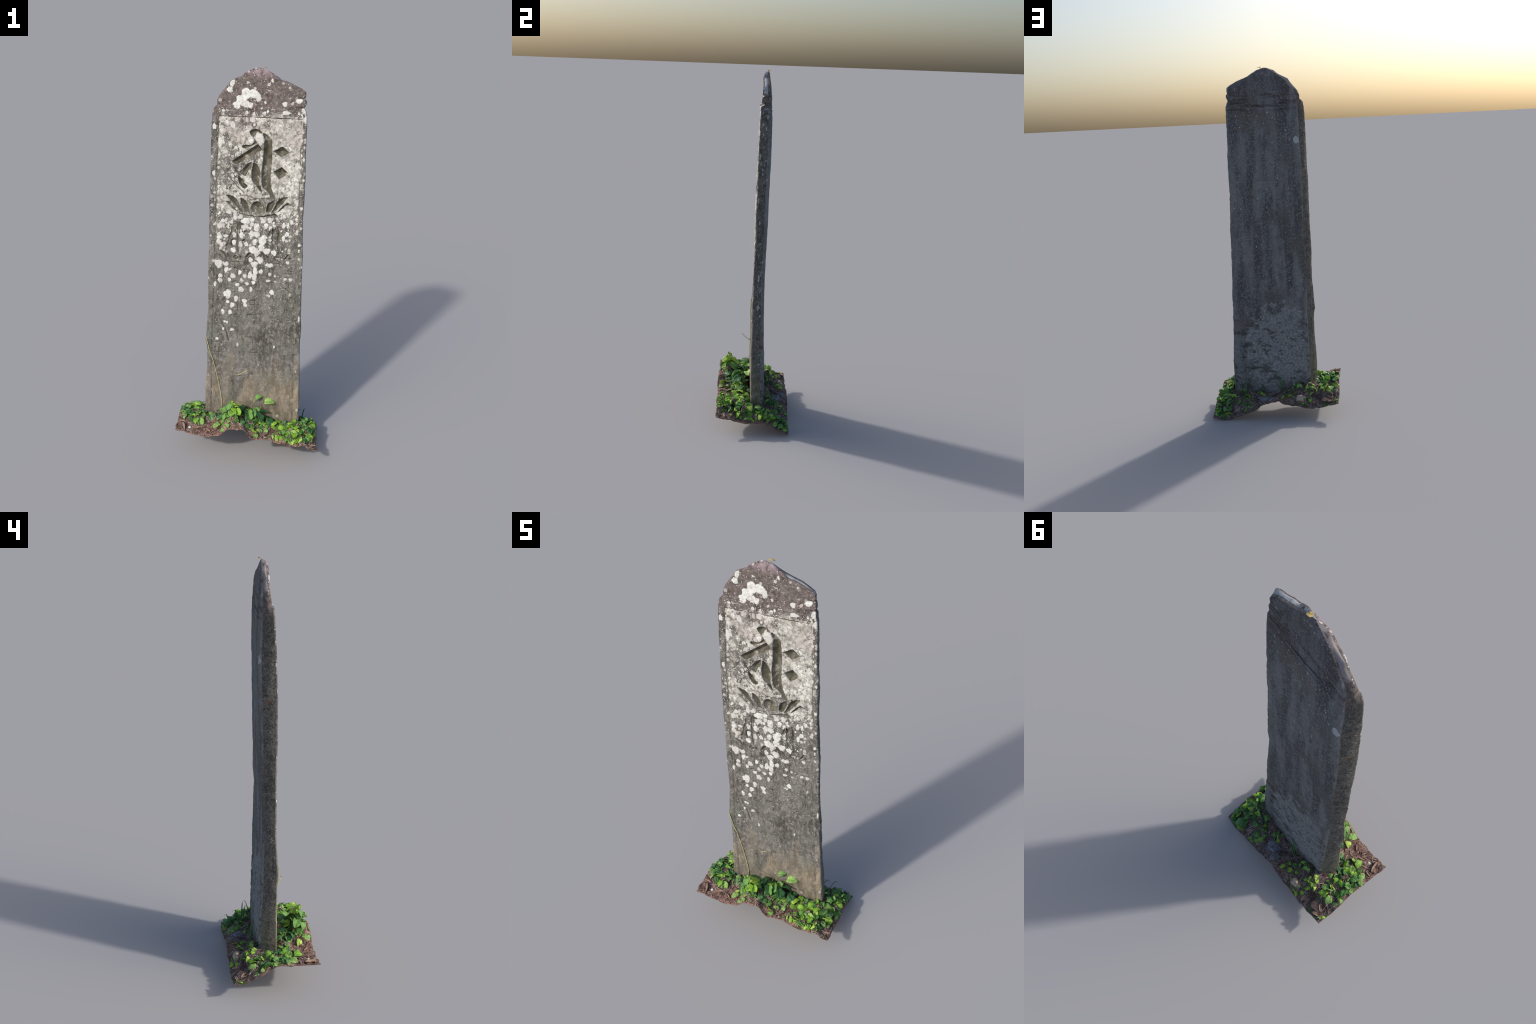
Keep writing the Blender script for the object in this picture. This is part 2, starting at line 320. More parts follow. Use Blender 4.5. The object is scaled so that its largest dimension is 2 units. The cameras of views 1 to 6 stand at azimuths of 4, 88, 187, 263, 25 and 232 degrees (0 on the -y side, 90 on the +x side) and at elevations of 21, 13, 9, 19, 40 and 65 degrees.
# --- front face grid
u = np.linspace(0, 1, N_FRONT)[None, :]
X = xlf[:, None] * (1 - u) + xrf[:, None] * u
Z = np.repeat(zc, N_FRONT, 1)
thick_scale = np.clip((Z_TOP - Z) / 0.05, 0.0, 1)
Yf = FRONT_LEFT(zrow)[:, None] * (1 - u) + FRONT_RIGHT(zrow)[:, None] * u
Yf -= 0.0040 * np.sin(np.pi * u) * thick_scale
ledge = LEDGE_Z + 0.0015 * NA(X, Z, .05)
Yf += np.where(Z > ledge, 1, 0) * 0.0062 * smoothstep(LEDGE_Z, LEDGE_Z + .0022, Z) * (1 - smoothstep(1.90, 1.99, Z))
in_panel = (X > FRAME_LEFT(Z)) & (X < FRAME_RIGHT(Z)) & (Z < 1.772)
Yf += 0.0014 * smoothstep(0, .004, FRAME_RIGHT(Z) - X) * smoothstep(0, .004, X - FRAME_LEFT(Z)) * smoothstep(1.772, 1.768, Z)
Yf -= 0.0022 * np.exp(-((Z - 1.8085) / .0035) ** 2) * (np.abs(X) < .205)
groove = np.zeros_like(X)
for xe in (FRAME_LEFT, FRAME_RIGHT):
    fade = 1 - smoothstep(1.755, 1.775, Z) * 0.6
    frame_cut = 0.0038 * np.exp(-((X - xe(Z)) / .0036) ** 2) * fade * (0.65 + 0.35 * NB(X, Z, .05)) * (Z < 1.765)
    Yf += frame_cut
    groove = np.maximum(groove, frame_cut)
# two string notches running in from the right shoulder, one from the left
for zn, x0, x1, dep, h in ((1.864, .150, .19, .010, .007), (1.819, .150, .20, .012, .008)):
    Yf += dep * smoothstep(x0, x1, X) * np.exp(-((Z - zn) / h) ** 2)
Yf += 0.004 * np.exp(-((Z - 1.818) / .006) ** 2) * (1 - smoothstep(-.20, -.12, X))
# weathered surface
coarse = 0.0016 * NA(X, Z, .11) + 0.0011 * NB(X, Z, .042)
fine = 0.00055 * NC(X, Z, .016) + 0.00042 * ND(X, Z, .0075) + 0.00022 * NA(X, Z, .004)
Yf += (coarse + fine) * np.clip(thick_scale + .3, 0, 1)
chips = np.clip(NB(X + 3, Z, .030) - 0.62, 0, 1) * 0.008 + np.clip(NC(X + 5, Z, .013) - 0.60, 0, 1) * 0.0035
Yf += chips

carve = np.zeros_like(X); label = np.zeros(X.shape, int)
GROUPS = [('carved_syllable', SEED_SYLLABLE, 1.5, .028, 'all'), ('carved_lotus', LOTUS, 1.4, .021, 'all'),
          ('carved_syllable', SMALL_LEFT, 1.3, .013, 'stroke'), ('carved_lotus', SMALL_LEFT, 1.3, .012, 'petal'),
          ('carved_syllable', SMALL_RIGHT, 1.3, .013, 'stroke'), ('carved_lotus', SMALL_RIGHT, 1.3, .012, 'petal')]
group_names = ['shaft', 'crown'] + [g[0] for g in GROUPS] + ['incised_line']
for gi, (nm, table, slope, most, part) in enumerate(GROUPS):
    for key, poly in table.items():
        if part == 'petal' and not (len(key) == 2 and key[0] == 'p'): continue
        if part == 'stroke' and (len(key) == 2 and key[0] == 'p'): continue
        xs_ = [p_[0] for p_ in poly]; zs_ = [p_[1] for p_ in poly]
        area = abs(sum(a_[0] * b_[1] - b_[0] * a_[1] for a_, b_ in zip(poly, poly[1:] + poly[:1]))) / 2
        slender = area / (max(xs_) - min(xs_) + max(zs_) - min(zs_))          # narrow strokes are cut steeper
        d = cut_depth(X, Z, poly if key.startswith('dot') else soften(poly), slope * (2.0 if slender < .006 else 1.0), most)
        m = d > carve
        carve = np.where(m, d, carve)
        label = np.where(m & (d > .0006), gi + 2, label)
lines = np.zeros_like(X)
for table, half, dep in ((SCRATCHES1, .0034, .0034), (SCRATCHES2, .0032, .0028), (SCRIPT1, .0036, .0036),
                         (SCRIPT2, .0038, .0030), (CRACK, .0042, .0042), (CRACK2, .0038, .0040)):
    for ln in table:
        lines = np.maximum(lines, line_depth(X, Z, ln, half, dep))
lines = np.maximum(lines, line_depth(X, Z, [(-.187, 1.767), (-.115, 1.768), (.010, 1.7695), (.200, 1.770)], .0030, .0026))
# faint weathered remains of further small characters in four upright columns
for cx, zlo, zhi in ((-.105, .52, .78), (.012, .46, .62), (.115, .36, .60), (.175, .34, .60)):
    zz_ = zhi
    while zz_ > zlo:
        for k in range(random.choice((3, 4))):
            x0 = cx + random.uniform(-.018, .018); z0 = zz_ + random.uniform(-.018, .018)
            if random.random() < .6:
                ln = [(x0 - .012, z0), (x0 + .012, z0 + random.uniform(-.003, .004))]
            else:
                ln = [(x0, z0 + .012), (x0 + random.uniform(-.006, .006), z0 - .012)]
            lines = np.maximum(lines, line_depth(X, Z, ln, .0034, random.uniform(.0007, .0015)))
        zz_ -= .052
Yf += np.maximum(carve, lines)
label = np.where((label == 0) & (np.maximum(lines, groove * .6) > .0012), len(GROUPS) + 2, label)
# rounded, worn edge
worn = 1 + .8 * smoothstep(1.80, 1.88, Z)
Yf += (rounding(X - xlf[:, None], .006 * worn) + rounding(xrf[:, None] - X, .006)) * np.clip((Z_TOP - Z) / .02, 0, 1)

# --- back face grid (from right to left, closing the loop)
ub = np.linspace(0, 1, N_BACK)[None, :]
Xb = xrb[:, None] * (1 - ub) + xlb[:, None] * ub
Zb = np.repeat(zc, N_BACK, 1)
tb = np.clip((Z_TOP - Zb) / 0.08, 0, 1)
Yb = BACK_RIGHT(zrow)[:, None] * (1 - ub) + BACK_LEFT(zrow)[:, None] * ub
Yb += 0.0045 * np.sin(np.pi * ub) * tb
Yb += (0.0022 * NA(Xb + 8, Zb, .12) + 0.0012 * NB(Xb + 8, Zb, .04) + 0.0007 * NC(Xb + 8, Zb, .014)) * tb
# rows of old horizontal tool marks below the top, rough quarry face near the foot
marks = sum(np.exp(-((Zb - z0 - .004 * NA(Xb, Zb, .08)) / .0045) ** 2) * np.clip(NB(Xb * .5, Zb, .03 + .01 * i) + .55, 0, 1)
            for i, z0 in enumerate((1.868, 1.850, 1.829, 1.810, 1.787, 1.762)))
Yb -= 0.0042 * marks * smoothstep(.19, .14, np.abs(Xb))
rough = smoothstep(.62, .35, Zb)
Yb -= rough * np.clip(NC(Xb * .45, Zb, .028) - .25, 0, 1) * .009
Yb += rough * .0016 * ND(Xb, Zb, .018)
R_BACK = 0.009 + .006 * (1 - ub)
dist_b = np.minimum(Xb - xlb[:, None], xrb[:, None] - Xb)
Yb -= rounding(dist_b, R_BACK) * np.clip((Z_TOP - Zb) / .03, 0, 1)


def side(xa, ya, xb, yb, seed):
    s = np.linspace(0, 1, N_SIDE + 2)[None, 1:-1]
    x = xa[:, None] * (1 - s) + xb[:, None] * s
    y = ya[:, None] * (1 - s) + yb[:, None] * s
    zz_ = np.repeat(zc, N_SIDE, 1)
    w = np.sin(np.pi * s) * np.clip((Z_TOP - zz_) / .06, 0, 1)
    bump = (.0018 * NA(y + seed, zz_, .03) + .0012 * NB(y + seed, zz_, .011) + .0006 * NC(y + seed, zz_, .005)) * w
    out = (.0015 if seed > 50 else .0045) * w
    return x + (bump + out) * (1 if seed > 50 else -1), y, zz_


Xr, Yr, Zr = side(xrf, Yf[:, -1], xrb, Yb[:, 0], 60.0)
Xl, Yl, Zl = side(xlb, Yb[:, -1], xlf, Yf[:, 0], 20.0)
ring = N_FRONT + N_SIDE + N_BACK + N_SIDE
VX = np.concatenate([X, Xr, Xb, Xl], 1); VY = np.concatenate([Yf, Yr, Yb, Yl], 1); VZ = np.concatenate([Z, Zr, Zb, Zl], 1)
VX[-1] = VX[-1].mean(); VY[-1] = VY[-1].mean()      # the crest closes to a point
verts = np.stack([VX, VY, VZ], -1).reshape(-1, 3)
i, j = np.meshgrid(np.arange(N_ROW - 1), np.arange(ring), indexing='ij')
j2 = (j + 1) % ring
quads = np.stack([i * ring + j, i * ring + j2, (i + 1) * ring + j2, (i + 1) * ring + j], -1).reshape(-1, 4)
# which part a face belongs to, and which side of the stone it lies on
face_part = np.zeros((N_ROW - 1, ring), int)
face_part[:, :N_FRONT] = label[:-1]
zmid = (zrow[:-1] + zrow[1:]) / 2
face_part[zmid > LEDGE_Z + .001, :] = 1
face_side = np.zeros((N_ROW - 1, ring), int)            # 0 front 1 flank 2 back
face_side[:, N_FRONT - 1:N_FRONT + N_SIDE] = 1
face_side[:, N_FRONT + N_SIDE:N_FRONT + N_SIDE + N_BACK - 1] = 2
face_side[:, N_FRONT + N_SIDE + N_BACK - 1:] = 3
face_part = face_part.reshape(-1); face_side = face_side.reshape(-1)

# smooth normals of the whole stone, shared by its parts
a = verts[quads[:, 2]] - verts[quads[:, 0]]; b = verts[quads[:, 3]] - verts[quads[:, 1]]
fn = np.cross(a, b)
vn = np.zeros_like(verts)
for k in range(4):
    np.add.at(vn, quads[:, k], fn)
vn /= np.linalg.norm(vn, axis=1, keepdims=True) + 1e-12


# ------------------------------------------------------------------ materials
class Nodes:
    def __init__(self, name):
        self.mat = bpy.data.materials.new(name)
        self.mat.use_nodes = True
        self.t = self.mat.node_tree
        self.t.nodes.clear()
        self.out = self.t.nodes.new('ShaderNodeOutputMaterial')
        self.bsdf = self.t.nodes.new('ShaderNodeBsdfPrincipled')
        self.t.links.new(self.bsdf.outputs[0], self.out.inputs[0])
        self.co = self.t.nodes.new('ShaderNodeTexCoord').outputs['Object']
        self._xyz = None

    def link(self, a, b): self.t.links.new(a, b)

    def put(self, sock, v):
        if hasattr(v, 'links') or isinstance(v, bpy.types.NodeSocket): self.link(v, sock)
        elif isinstance(v, (tuple, list)) and len(v) == 3 and sock.type == 'RGBA': sock.default_value = (*v, 1)
        else: sock.default_value = v

    def xyz(self):
        if self._xyz is None:
            n = self.t.nodes.new('ShaderNodeSeparateXYZ'); self.link(self.co, n.inputs[0]); self._xyz = n
        return self._xyz.outputs

    def mapping(self, scale=(1, 1, 1), loc=(0, 0, 0), rot=(0, 0, 0), src=None):
        n = self.t.nodes.new('ShaderNodeMapping')
        n.inputs['Scale'].default_value = scale; n.inputs['Location'].default_value = loc; n.inputs['Rotation'].default_value = rot
        self.link(src or self.co, n.inputs[0]); return n.outputs[0]

    def noise(self, scale, detail=4, rough=.55, vec=None, distortion=0):
        n = self.t.nodes.new('ShaderNodeTexNoise')
        n.inputs['Scale'].default_value = scale; n.inputs['Detail'].default_value = detail
        n.inputs['Roughness'].default_value = rough; n.inputs['Distortion'].default_value = distortion
        self.link(vec or self.co, n.inputs['Vector']); return n.outputs[0]

    def voronoi(self, scale, vec=None, feature='F1', rnd=1.0, out='Distance'):
        n = self.t.nodes.new('ShaderNodeTexVoronoi'); n.feature = feature
        n.inputs['Scale'].default_value = scale; n.inputs['Randomness'].default_value = rnd
        self.link(vec or self.co, n.inputs['Vector']); return n.outputs[out]

    def math(self, op, a, b=0.0, c=0.0):
        n = self.t.nodes.new('ShaderNodeMath'); n.operation = op
        for s, v in zip(n.inputs, (a, b, c)): self.put(s, v)
        return n.outputs[0]

    def ramp(self, f, lo, hi, a=0.0, b=1.0):
        n = self.t.nodes.new('ShaderNodeMapRange'); n.interpolation_type = 'SMOOTHSTEP'
        self.put(n.inputs[0], f)
        for s, v in zip(list(n.inputs)[1:5], (lo, hi, a, b)): s.default_value = v
        return n.outputs[0]

    def mix(self, f, a, b, mode='MIX'):
        n = self.t.nodes.new('ShaderNodeMix'); n.data_type = 'RGBA'; n.blend_type = mode
        self.put(n.inputs[0], f)
        cs = [s for s in n.inputs if s.type == 'RGBA']
        self.put(cs[0], a); self.put(cs[1], b)
        return [s for s in n.outputs if s.type == 'RGBA'][0]

    def bump(self, h, strength=.3, distance=.002):
        n = self.t.nodes.new('ShaderNodeBump')
        n.inputs['Strength'].default_value = strength; n.inputs['Distance'].default_value = distance
        self.link(h, n.inputs['Height']); self.link(n.outputs[0], self.bsdf.inputs['Normal'])

    def done(self, colour, rough=.85, spec=.25):
        self.put(self.bsdf.inputs['Base Color'], colour)
        self.put(self.bsdf.inputs['Roughness'], rough)
        self.bsdf.inputs['Specular IOR Level'].default_value = spec
        return self.mat


def stone_base(n):
    """grey weathered rock: mottled, earth stained at the foot"""
    z = n.xyz()[2]
    m1 = n.noise(15, 6, .64, n.mapping((1, 1, .45))); m2 = n.noise(62, 6, .74, n.mapping((1, 1, .5)))
    c = n.mix(n.ramp(m1, .36, .64), (.070, .066, .060), (.178, .173, .160))
    c = n.mix(n.ramp(m2, .44, .64, 0, .85), c, (.275, .266, .243))
    c = n.mix(n.ramp(n.noise(170, 4, .75, n.mapping((1, 1, .6), loc=(2, 0, 1))), .50, .68, 0, .75), c, (.050, .047, .044))
    green = n.math('MULTIPLY', n.ramp(n.noise(6.5, 4, .6), .5, .66), n.ramp(z, 1.2, .8))
    c = n.mix(n.math('MULTIPLY', green, .45), c, (.140, .160, .135))
    foot = n.ramp(n.math('ADD', z, n.math('MULTIPLY', n.noise(7, 6, .68, n.mapping((1.6, 1.6, .6))), 1.7)), 1.42, .98)
    stain = n.mix(n.ramp(n.noise(34, 6, .68, n.mapping((1, 1, .35))), .38, .64), (.150, .128, .094), (.335, .278, .208))
    c = n.mix(n.math('MULTIPLY', foot, .78), c, stain)
    return c


def crown_tint(n, c, amount=.75):
    z = n.xyz()[2]
    top = n.ramp(n.math('ADD', z, n.math('MULTIPLY', n.noise(11, 4, .6), .22)), 1.80, 1.95)
    tone = n.mix(n.ramp(n.noise(48, 6, .74), .38, .62), (.076, .061, .058), (.215, .172, .168))
    tone = n.mix(n.ramp(n.noise(150, 5, .78), .50, .62, 0, .7), tone, (.052, .044, .042))
    tone = n.mix(n.math('MULTIPLY', n.ramp(z, 1.935, 1.985), n.ramp(n.noise(40, 4, .7), .40, .58)), tone, (.330, .250, .285))
    return n.mix(n.math('MULTIPLY', top, amount), c, tone)


def make_front():
    n = Nodes('weathered_stone_front')
    x, y, z = n.xyz()
    c = crown_tint(n, stone_base(n))
    # crustose lichen: pale crusts that flow together high up and break into round spots downward
    warp = n.t.nodes.new('ShaderNodeVectorMath'); warp.operation = 'MULTIPLY_ADD'
    nz = n.t.nodes.new('ShaderNodeTexNoise'); nz.inputs['Scale'].default_value = 45; nz.inputs['Detail'].default_value = 3
    n.link(n.co, nz.inputs['Vector'])
    n.link(nz.outputs['Color'], warp.inputs[0]); warp.inputs[1].default_value = (.016, .016, .016); n.link(n.co, warp.inputs[2])
    wv = n.mapping((1, 1, .82), src=warp.outputs[0])

    def pick(colour):
        s = n.t.nodes.new('ShaderNodeSeparateColor'); n.link(colour, s.inputs[0]); return s.outputs[0]
    # cover over the face: heavy on the panel, heaviest at its upper right, thin on crown and borders
    dens = n.math('MULTIPLY', n.ramp(z, .95, 1.36), n.ramp(z, 1.86, 1.74, .22, 1))
    right = n.math('MULTIPLY', n.ramp(x, -.06, .14), n.math('MULTIPLY', n.ramp(z, 1.34, 1.44), n.ramp(z, 1.82, 1.76)))
    dens = n.math('ADD', dens, n.math('MULTIPLY', right, .22))
    dens = n.math('SUBTRACT', dens, n.ramp(x, -.183, -.200, 0, .50))
    dens = n.math('SUBTRACT', dens, n.ramp(x, .200, .212, 0, .45))
    cloud = n.math('ADD', n.math('MULTIPLY', n.noise(15, 6, .64, n.mapping((1, 1, .72))), .55), n.math('MULTIPLY', n.noise(52, 6, .68, n.mapping((1, 1, .75), loc=(1, 2, 3))), .45))
    cover = n.math('ADD', cloud, n.math('MULTIPLY', n.math('SUBTRACT', dens, 1.0), .26))
    flow = n.ramp(cover, .462, .530)
    flow = n.math('MULTIPLY', flow, n.ramp(dens, .10, .45))
    v = n.voronoi(62, wv); vr = pick(n.voronoi(62, wv, out='Color'))
    low = n.math('MULTIPLY', n.ramp(z, .82, 1.15, 0, .20), n.ramp(z, 1.80, 1.45, .3, 1))
    spots = n.math('MULTIPLY', n.ramp(n.math('SUBTRACT', n.math('MAXIMUM', n.math('MULTIPLY', dens, .40), low), vr), -.03, .03),
                   n.ramp(n.math('ADD', v, n.math('MULTIPLY', n.math('SUBTRACT', n.noise(140, 4, .7), .5), .5)), .50, .38))
    t = n.voronoi(190, wv); tr = pick(n.voronoi(190, wv, out='Color'))
    keep = n.math('MAXIMUM', n.math('MULTIPLY', dens, .42), n.ramp(z, .55, 1.15, .005, .16))
    tiny = n.math('MULTIPLY', n.ramp(n.math('SUBTRACT', keep, tr), -.03, .03), n.ramp(t, .46, .30, 0, .9))
    gap = n.math('MULTIPLY', n.ramp(n.math('ADD', v, n.math('MULTIPLY', n.math('SUBTRACT', n.noise(90, 4, .7), .5), .7)), .44, .60), n.ramp(n.noise(24, 3, .6, n.mapping(loc=(2, 5, 1))), .36, .58, .15, .62))
    flow = n.math('MULTIPLY', flow, n.math('SUBTRACT', 1, gap))
    lich = n.math('MAXIMUM', n.math('MAXIMUM', flow, spots), tiny)
    grain = n.ramp(n.noise(120, 6, .80), .48, .60, 0, .80)
    lich = n.math('MULTIPLY', lich, n.math('SUBTRACT', 1, n.math('MULTIPLY', grain, n.ramp(n.noise(30, 3, .6), .35, .6, .35, 1))))
    pale = n.mix(n.ramp(n.noise(15, 5, .65), .40, .60), (.480, .465, .430), (.740, .745, .695))
    pink = n.math('MULTIPLY', n.ramp(n.noise(8.5, 3, .5), .47, .62), n.ramp(z, 1.50, 1.72))
    pale = n.mix(n.math('MULTIPLY', pink, .55), pale, (.520, .440, .430))
    c = n.mix(lich, c, pale)
    n.bump(n.math('ADD', n.noise(260, 5, .7), n.math('MULTIPLY', lich, .6)), .45, .0016)
    return n.done(c, .92, .15)


def make_cut():
    """chisel cuts: dark olive grime and baked-in recess shade, with pale crust on parts of the walls"""
    n = Nodes('weathered_stone_cut')
    c = n.mix(n.ramp(n.noise(30, 5, .6), .36, .62), (.070, .066, .048), (.150, .143, .115))  # olive dirt, darkened further by recess shade painted into the colour
    c = n.mix(n.ramp(n.noise(20, 5, .65), .57, .64, 0, .85), c, (.400, .390, .355))
    c = n.mix(n.ramp(n.noise(10, 3, .5), .62, .70, 0, .4), c, (.200, .130, .105))
    n.bump(n.noise(220, 5, .7), .4, .0014)
    return n.done(c, .92, .15)


def make_groove():
    n = Nodes('weathered_stone_groove')
    c = n.mix(n.ramp(n.noise(40, 5, .65), .36, .62), (.062, .056, .050), (.150, .142, .125))
    c = n.mix(n.ramp(n.noise(24, 4, .65), .60, .66, 0, .8), c, (.330, .315, .285))
    n.bump(n.noise(220, 5, .7), .4, .0014)
    return n.done(c, .92, .15)


def make_back():
    n = Nodes('weathered_stone_back')
    x, y, z = n.xyz()

    def pick(colour):
        s = n.t.nodes.new('ShaderNodeSeparateColor'); n.link(colour, s.inputs[0]); return s.outputs[0]
    streak = n.noise(15, 5, .6, n.mapping((1, 1, .16)))
    c = n.mix(n.ramp(streak, .38, .62), (.088, .083, .084), (.185, .187, .190))
    c = n.mix(n.ramp(n.noise(95, 6, .78), .47, .64, 0, .75), c, (.270, .268, .262))
    c = n.mix(n.ramp(n.noise(34, 6, .7, n.mapping(loc=(3, 0, 2))), .50, .66, 0, .38), c, (.058, .055, .053))
    c = n.mix(n.ramp(n.noise(5, 3, .5), .50, .64, 0, .5), c, (.120, .108, .088))
    # dark bands across the tool marks under the crown
    band = n.noise(26, 5, .65, n.mapping((.28, 1, 2.6)))
    c = n.mix(n.math('MULTIPLY', n.ramp(band, .50, .62, 0, .8), n.math('MULTIPLY', n.ramp(z, 1.72, 1.78), n.ramp(z, 1.90, 1.86))), c, (.050, .046, .040))
    # grey-green wash down the edge beside the left flank
    wash = n.math('MULTIPLY', n.ramp(x, -.13, -.18), n.ramp(n.noise(11, 4, .6, n.mapping((1, 1, .3))), .40, .60))
    c = n.mix(n.math('MULTIPLY', wash, .5), c, (.260, .265, .255))
    # scaled-off paler patch near the foot with a ragged edge
    px = n.math('DIVIDE', n.math('SUBTRACT', x, -.01), .19); pz = n.math('DIVIDE', n.math('SUBTRACT', z, .38), .27)
    pd = n.math('ADD', n.math('MULTIPLY', px, px), n.math('MULTIPLY', pz, pz))
    pd = n.math('ADD', pd, n.math('MULTIPLY', n.math('SUBTRACT', n.noise(13, 6, .68), .5), 4.0))
    scaled = n.ramp(pd, .92, .70)
    c = n.mix(n.math('MULTIPLY', scaled, .85), c, n.mix(n.ramp(n.noise(90, 5, .75), .38, .64), (.165, .165, .166), (.345, .352, .356)))
    dark = n.math('MULTIPLY', n.ramp(n.noise(20, 5, .7, n.mapping((.7, 1, 1.4), loc=(1, 0, 4))), .52, .60), n.ramp(z, .62, .50))
    c = n.mix(n.math('MULTIPLY', dark, .75), c, (.060, .056, .052))
    # pin-head lichens in loose drifts, and one larger disc
    drift = n.ramp(n.noise(7, 4, .6, n.mapping(loc=(7, 0, 1))), .38, .64, .15, 1.3)
    dots = None
    for sc, lo, hi, size, k in ((50, .03, .18, .25, 1), (95, .05, .30, .30, .9), (180, .08, .42, .38, .7)):
        v = n.math('ADD', n.voronoi(sc), n.math('MULTIPLY', n.math('SUBTRACT', n.noise(sc * 3, 3, .6), .5), .18))
        r = pick(n.voronoi(sc, out='Color'))
        on = n.ramp(n.math('SUBTRACT', n.math('MULTIPLY', n.ramp(z, .55, 1.9, lo, hi), drift), r), -.01, .01)
        d = n.math('MULTIPLY', n.math('MULTIPLY', on, n.ramp(v, size, size * .55)), k)
        dots = d if dots is None else n.math('MAXIMUM', dots, d)
    dx = n.math('DIVIDE', n.math('SUBTRACT', x, -.1745), .0155); dz = n.math('DIVIDE', n.math('SUBTRACT', z, 1.588), .021)
    disc = n.math('ADD', n.math('ADD', n.math('MULTIPLY', dx, dx), n.math('MULTIPLY', dz, dz)), n.math('MULTIPLY', n.noise(60, 4, .6), .8))
    dots = n.math('MAXIMUM', dots, n.ramp(disc, 1.45, 1.25))
    c = n.mix(n.math('MULTIPLY', dots, .9), c, (.440, .470, .475))
    c = crown_tint(n, c, .22)
    n.bump(n.noise(210, 5, .72), .5, .0016)
    return n.done(c, .9, .2)


def make_flank(name, pale_at, bare):
    n = Nodes(name)
    x, y, z = n.xyz()
    c = n.mix(n.ramp(n.noise(28, 6, .65), .36, .64), (.080, .077, .070), (.155, .148, .132))
    c = n.mix(n.ramp(n.noise(120, 5, .78), .51, .63, 0, .75), c, (.285, .272, .245))
    c = n.mix(n.ramp(n.noise(130, 5, .78, n.mapping(loc=(4, 1, 2))), .50, .62, 0, .85), c, (.035, .034, .032))
    c = n.mix(n.ramp(n.noise(18, 4, .6), .62, .72, 0, .5), c, (.190, .105, .060))
    foot = n.ramp(n.math('ADD', z, n.math('MULTIPLY', n.noise(12, 5, .65), .5)), .72, .45)
    c = n.mix(n.math('MULTIPLY', foot, .55), c, n.mix(n.ramp(n.noise(40, 4, .65), .4, .62), (.135, .130, .085), (.235, .215, .150)))
    # pale crusts in ragged, loosely clustered flecks
    cluster = n.math('ADD', n.noise(9, 4, .6, n.mapping(loc=(3, 3, 6))), n.ramp(z, .4, 1.9, -.06, .04))
    flecks = n.math('ADD', n.noise(58, 5, .66, n.mapping((1, 1, .55))), n.math('MULTIPLY', n.math('SUBTRACT', cluster, .5), .55))
    spots = n.ramp(flecks, pale_at, pale_at + .035)
    specks = n.ramp(n.noise(150, 4, .7, n.mapping((1, 1, .6), loc=(1, 7, 2))), .66, .71, 0, .7)
    c = n.mix(n.math('MULTIPLY', n.math('MAXIMUM', spots, specks), .85), c, (.400, .425, .430))
    c = crown_tint(n, c, .6)
    # bare pale rock where the crown is broken
    brk = n.math('MULTIPLY', n.ramp(z, 1.865, 1.885), n.ramp(n.noise(26, 5, .65), .36, .50))
    c = n.mix(n.math('MULTIPLY', brk, bare[1]), c, bare[0])
    n.bump(n.noise(190, 5, .75), .6, .002)
    return n.done(c, .92, .15)


def make_lichen(name, dim):
    n = Nodes(name)
    info = n.t.nodes.new('ShaderNodeObjectInfo')
    c = n.mix(info.outputs['Random'], (.560, .555, .530), (.700, .720, .710))
    c = n.mix(n.ramp(n.noise(75, 5, .72), .46, .64, 0, .65), c, (.370, .360, .340))
    c = n.mix(n.ramp(n.noise(230, 4, .7), .56, .70, 0, .5), c, (.240, .230, .215))
    c = n.mix(dim, c, (.215, .208, .192))
    n.bump(n.noise(300, 4, .7), .4, .001)
    return n.done(c, .95, .1)


def make_leaf(name, dark, mid, light):
    n = Nodes(name)
    info = n.t.nodes.new('ShaderNodeObjectInfo')
    r = info.outputs['Random']
    c = n.mix(n.ramp(r, 0, .55), dark, mid)
    c = n.mix(n.ramp(r, .5, 1), c, light)
    c = n.mix(n.ramp(n.noise(2.2, 4, .6), .40, .66, 0, .65), c, dark)
    x, y, z = n.xyz()
    vein = n.ramp(n.math('ABSOLUTE', x), .055, .01, 0, .45)
    c = n.mix(vein, c, light)
    trans = n.t.nodes.new('ShaderNodeBsdfTranslucent'); n.link(c, trans.inputs[0])
    mixs = n.t.nodes.new('ShaderNodeMixShader'); mixs.inputs[0].default_value = .28
    n.link(n.bsdf.outputs[0], mixs.inputs[1]); n.link(trans.outputs[0], mixs.inputs[2]); n.link(mixs.outputs[0], n.out.inputs[0])
    return n.done(c, .5, .35)


def make_plain(name, a, b, scale=60, rough=.9, c3=None):
    n = Nodes(name)
    c = n.mix(n.ramp(n.noise(scale, 5, .65), .38, .62), a, b)
    if c3: c = n.mix(n.ramp(n.noise(scale * .45, 4, .6), .54, .66), c, c3)
    n.bump(n.noise(scale * 3, 4, .7), .4, .002)
    return n.done(c, rough, .2)


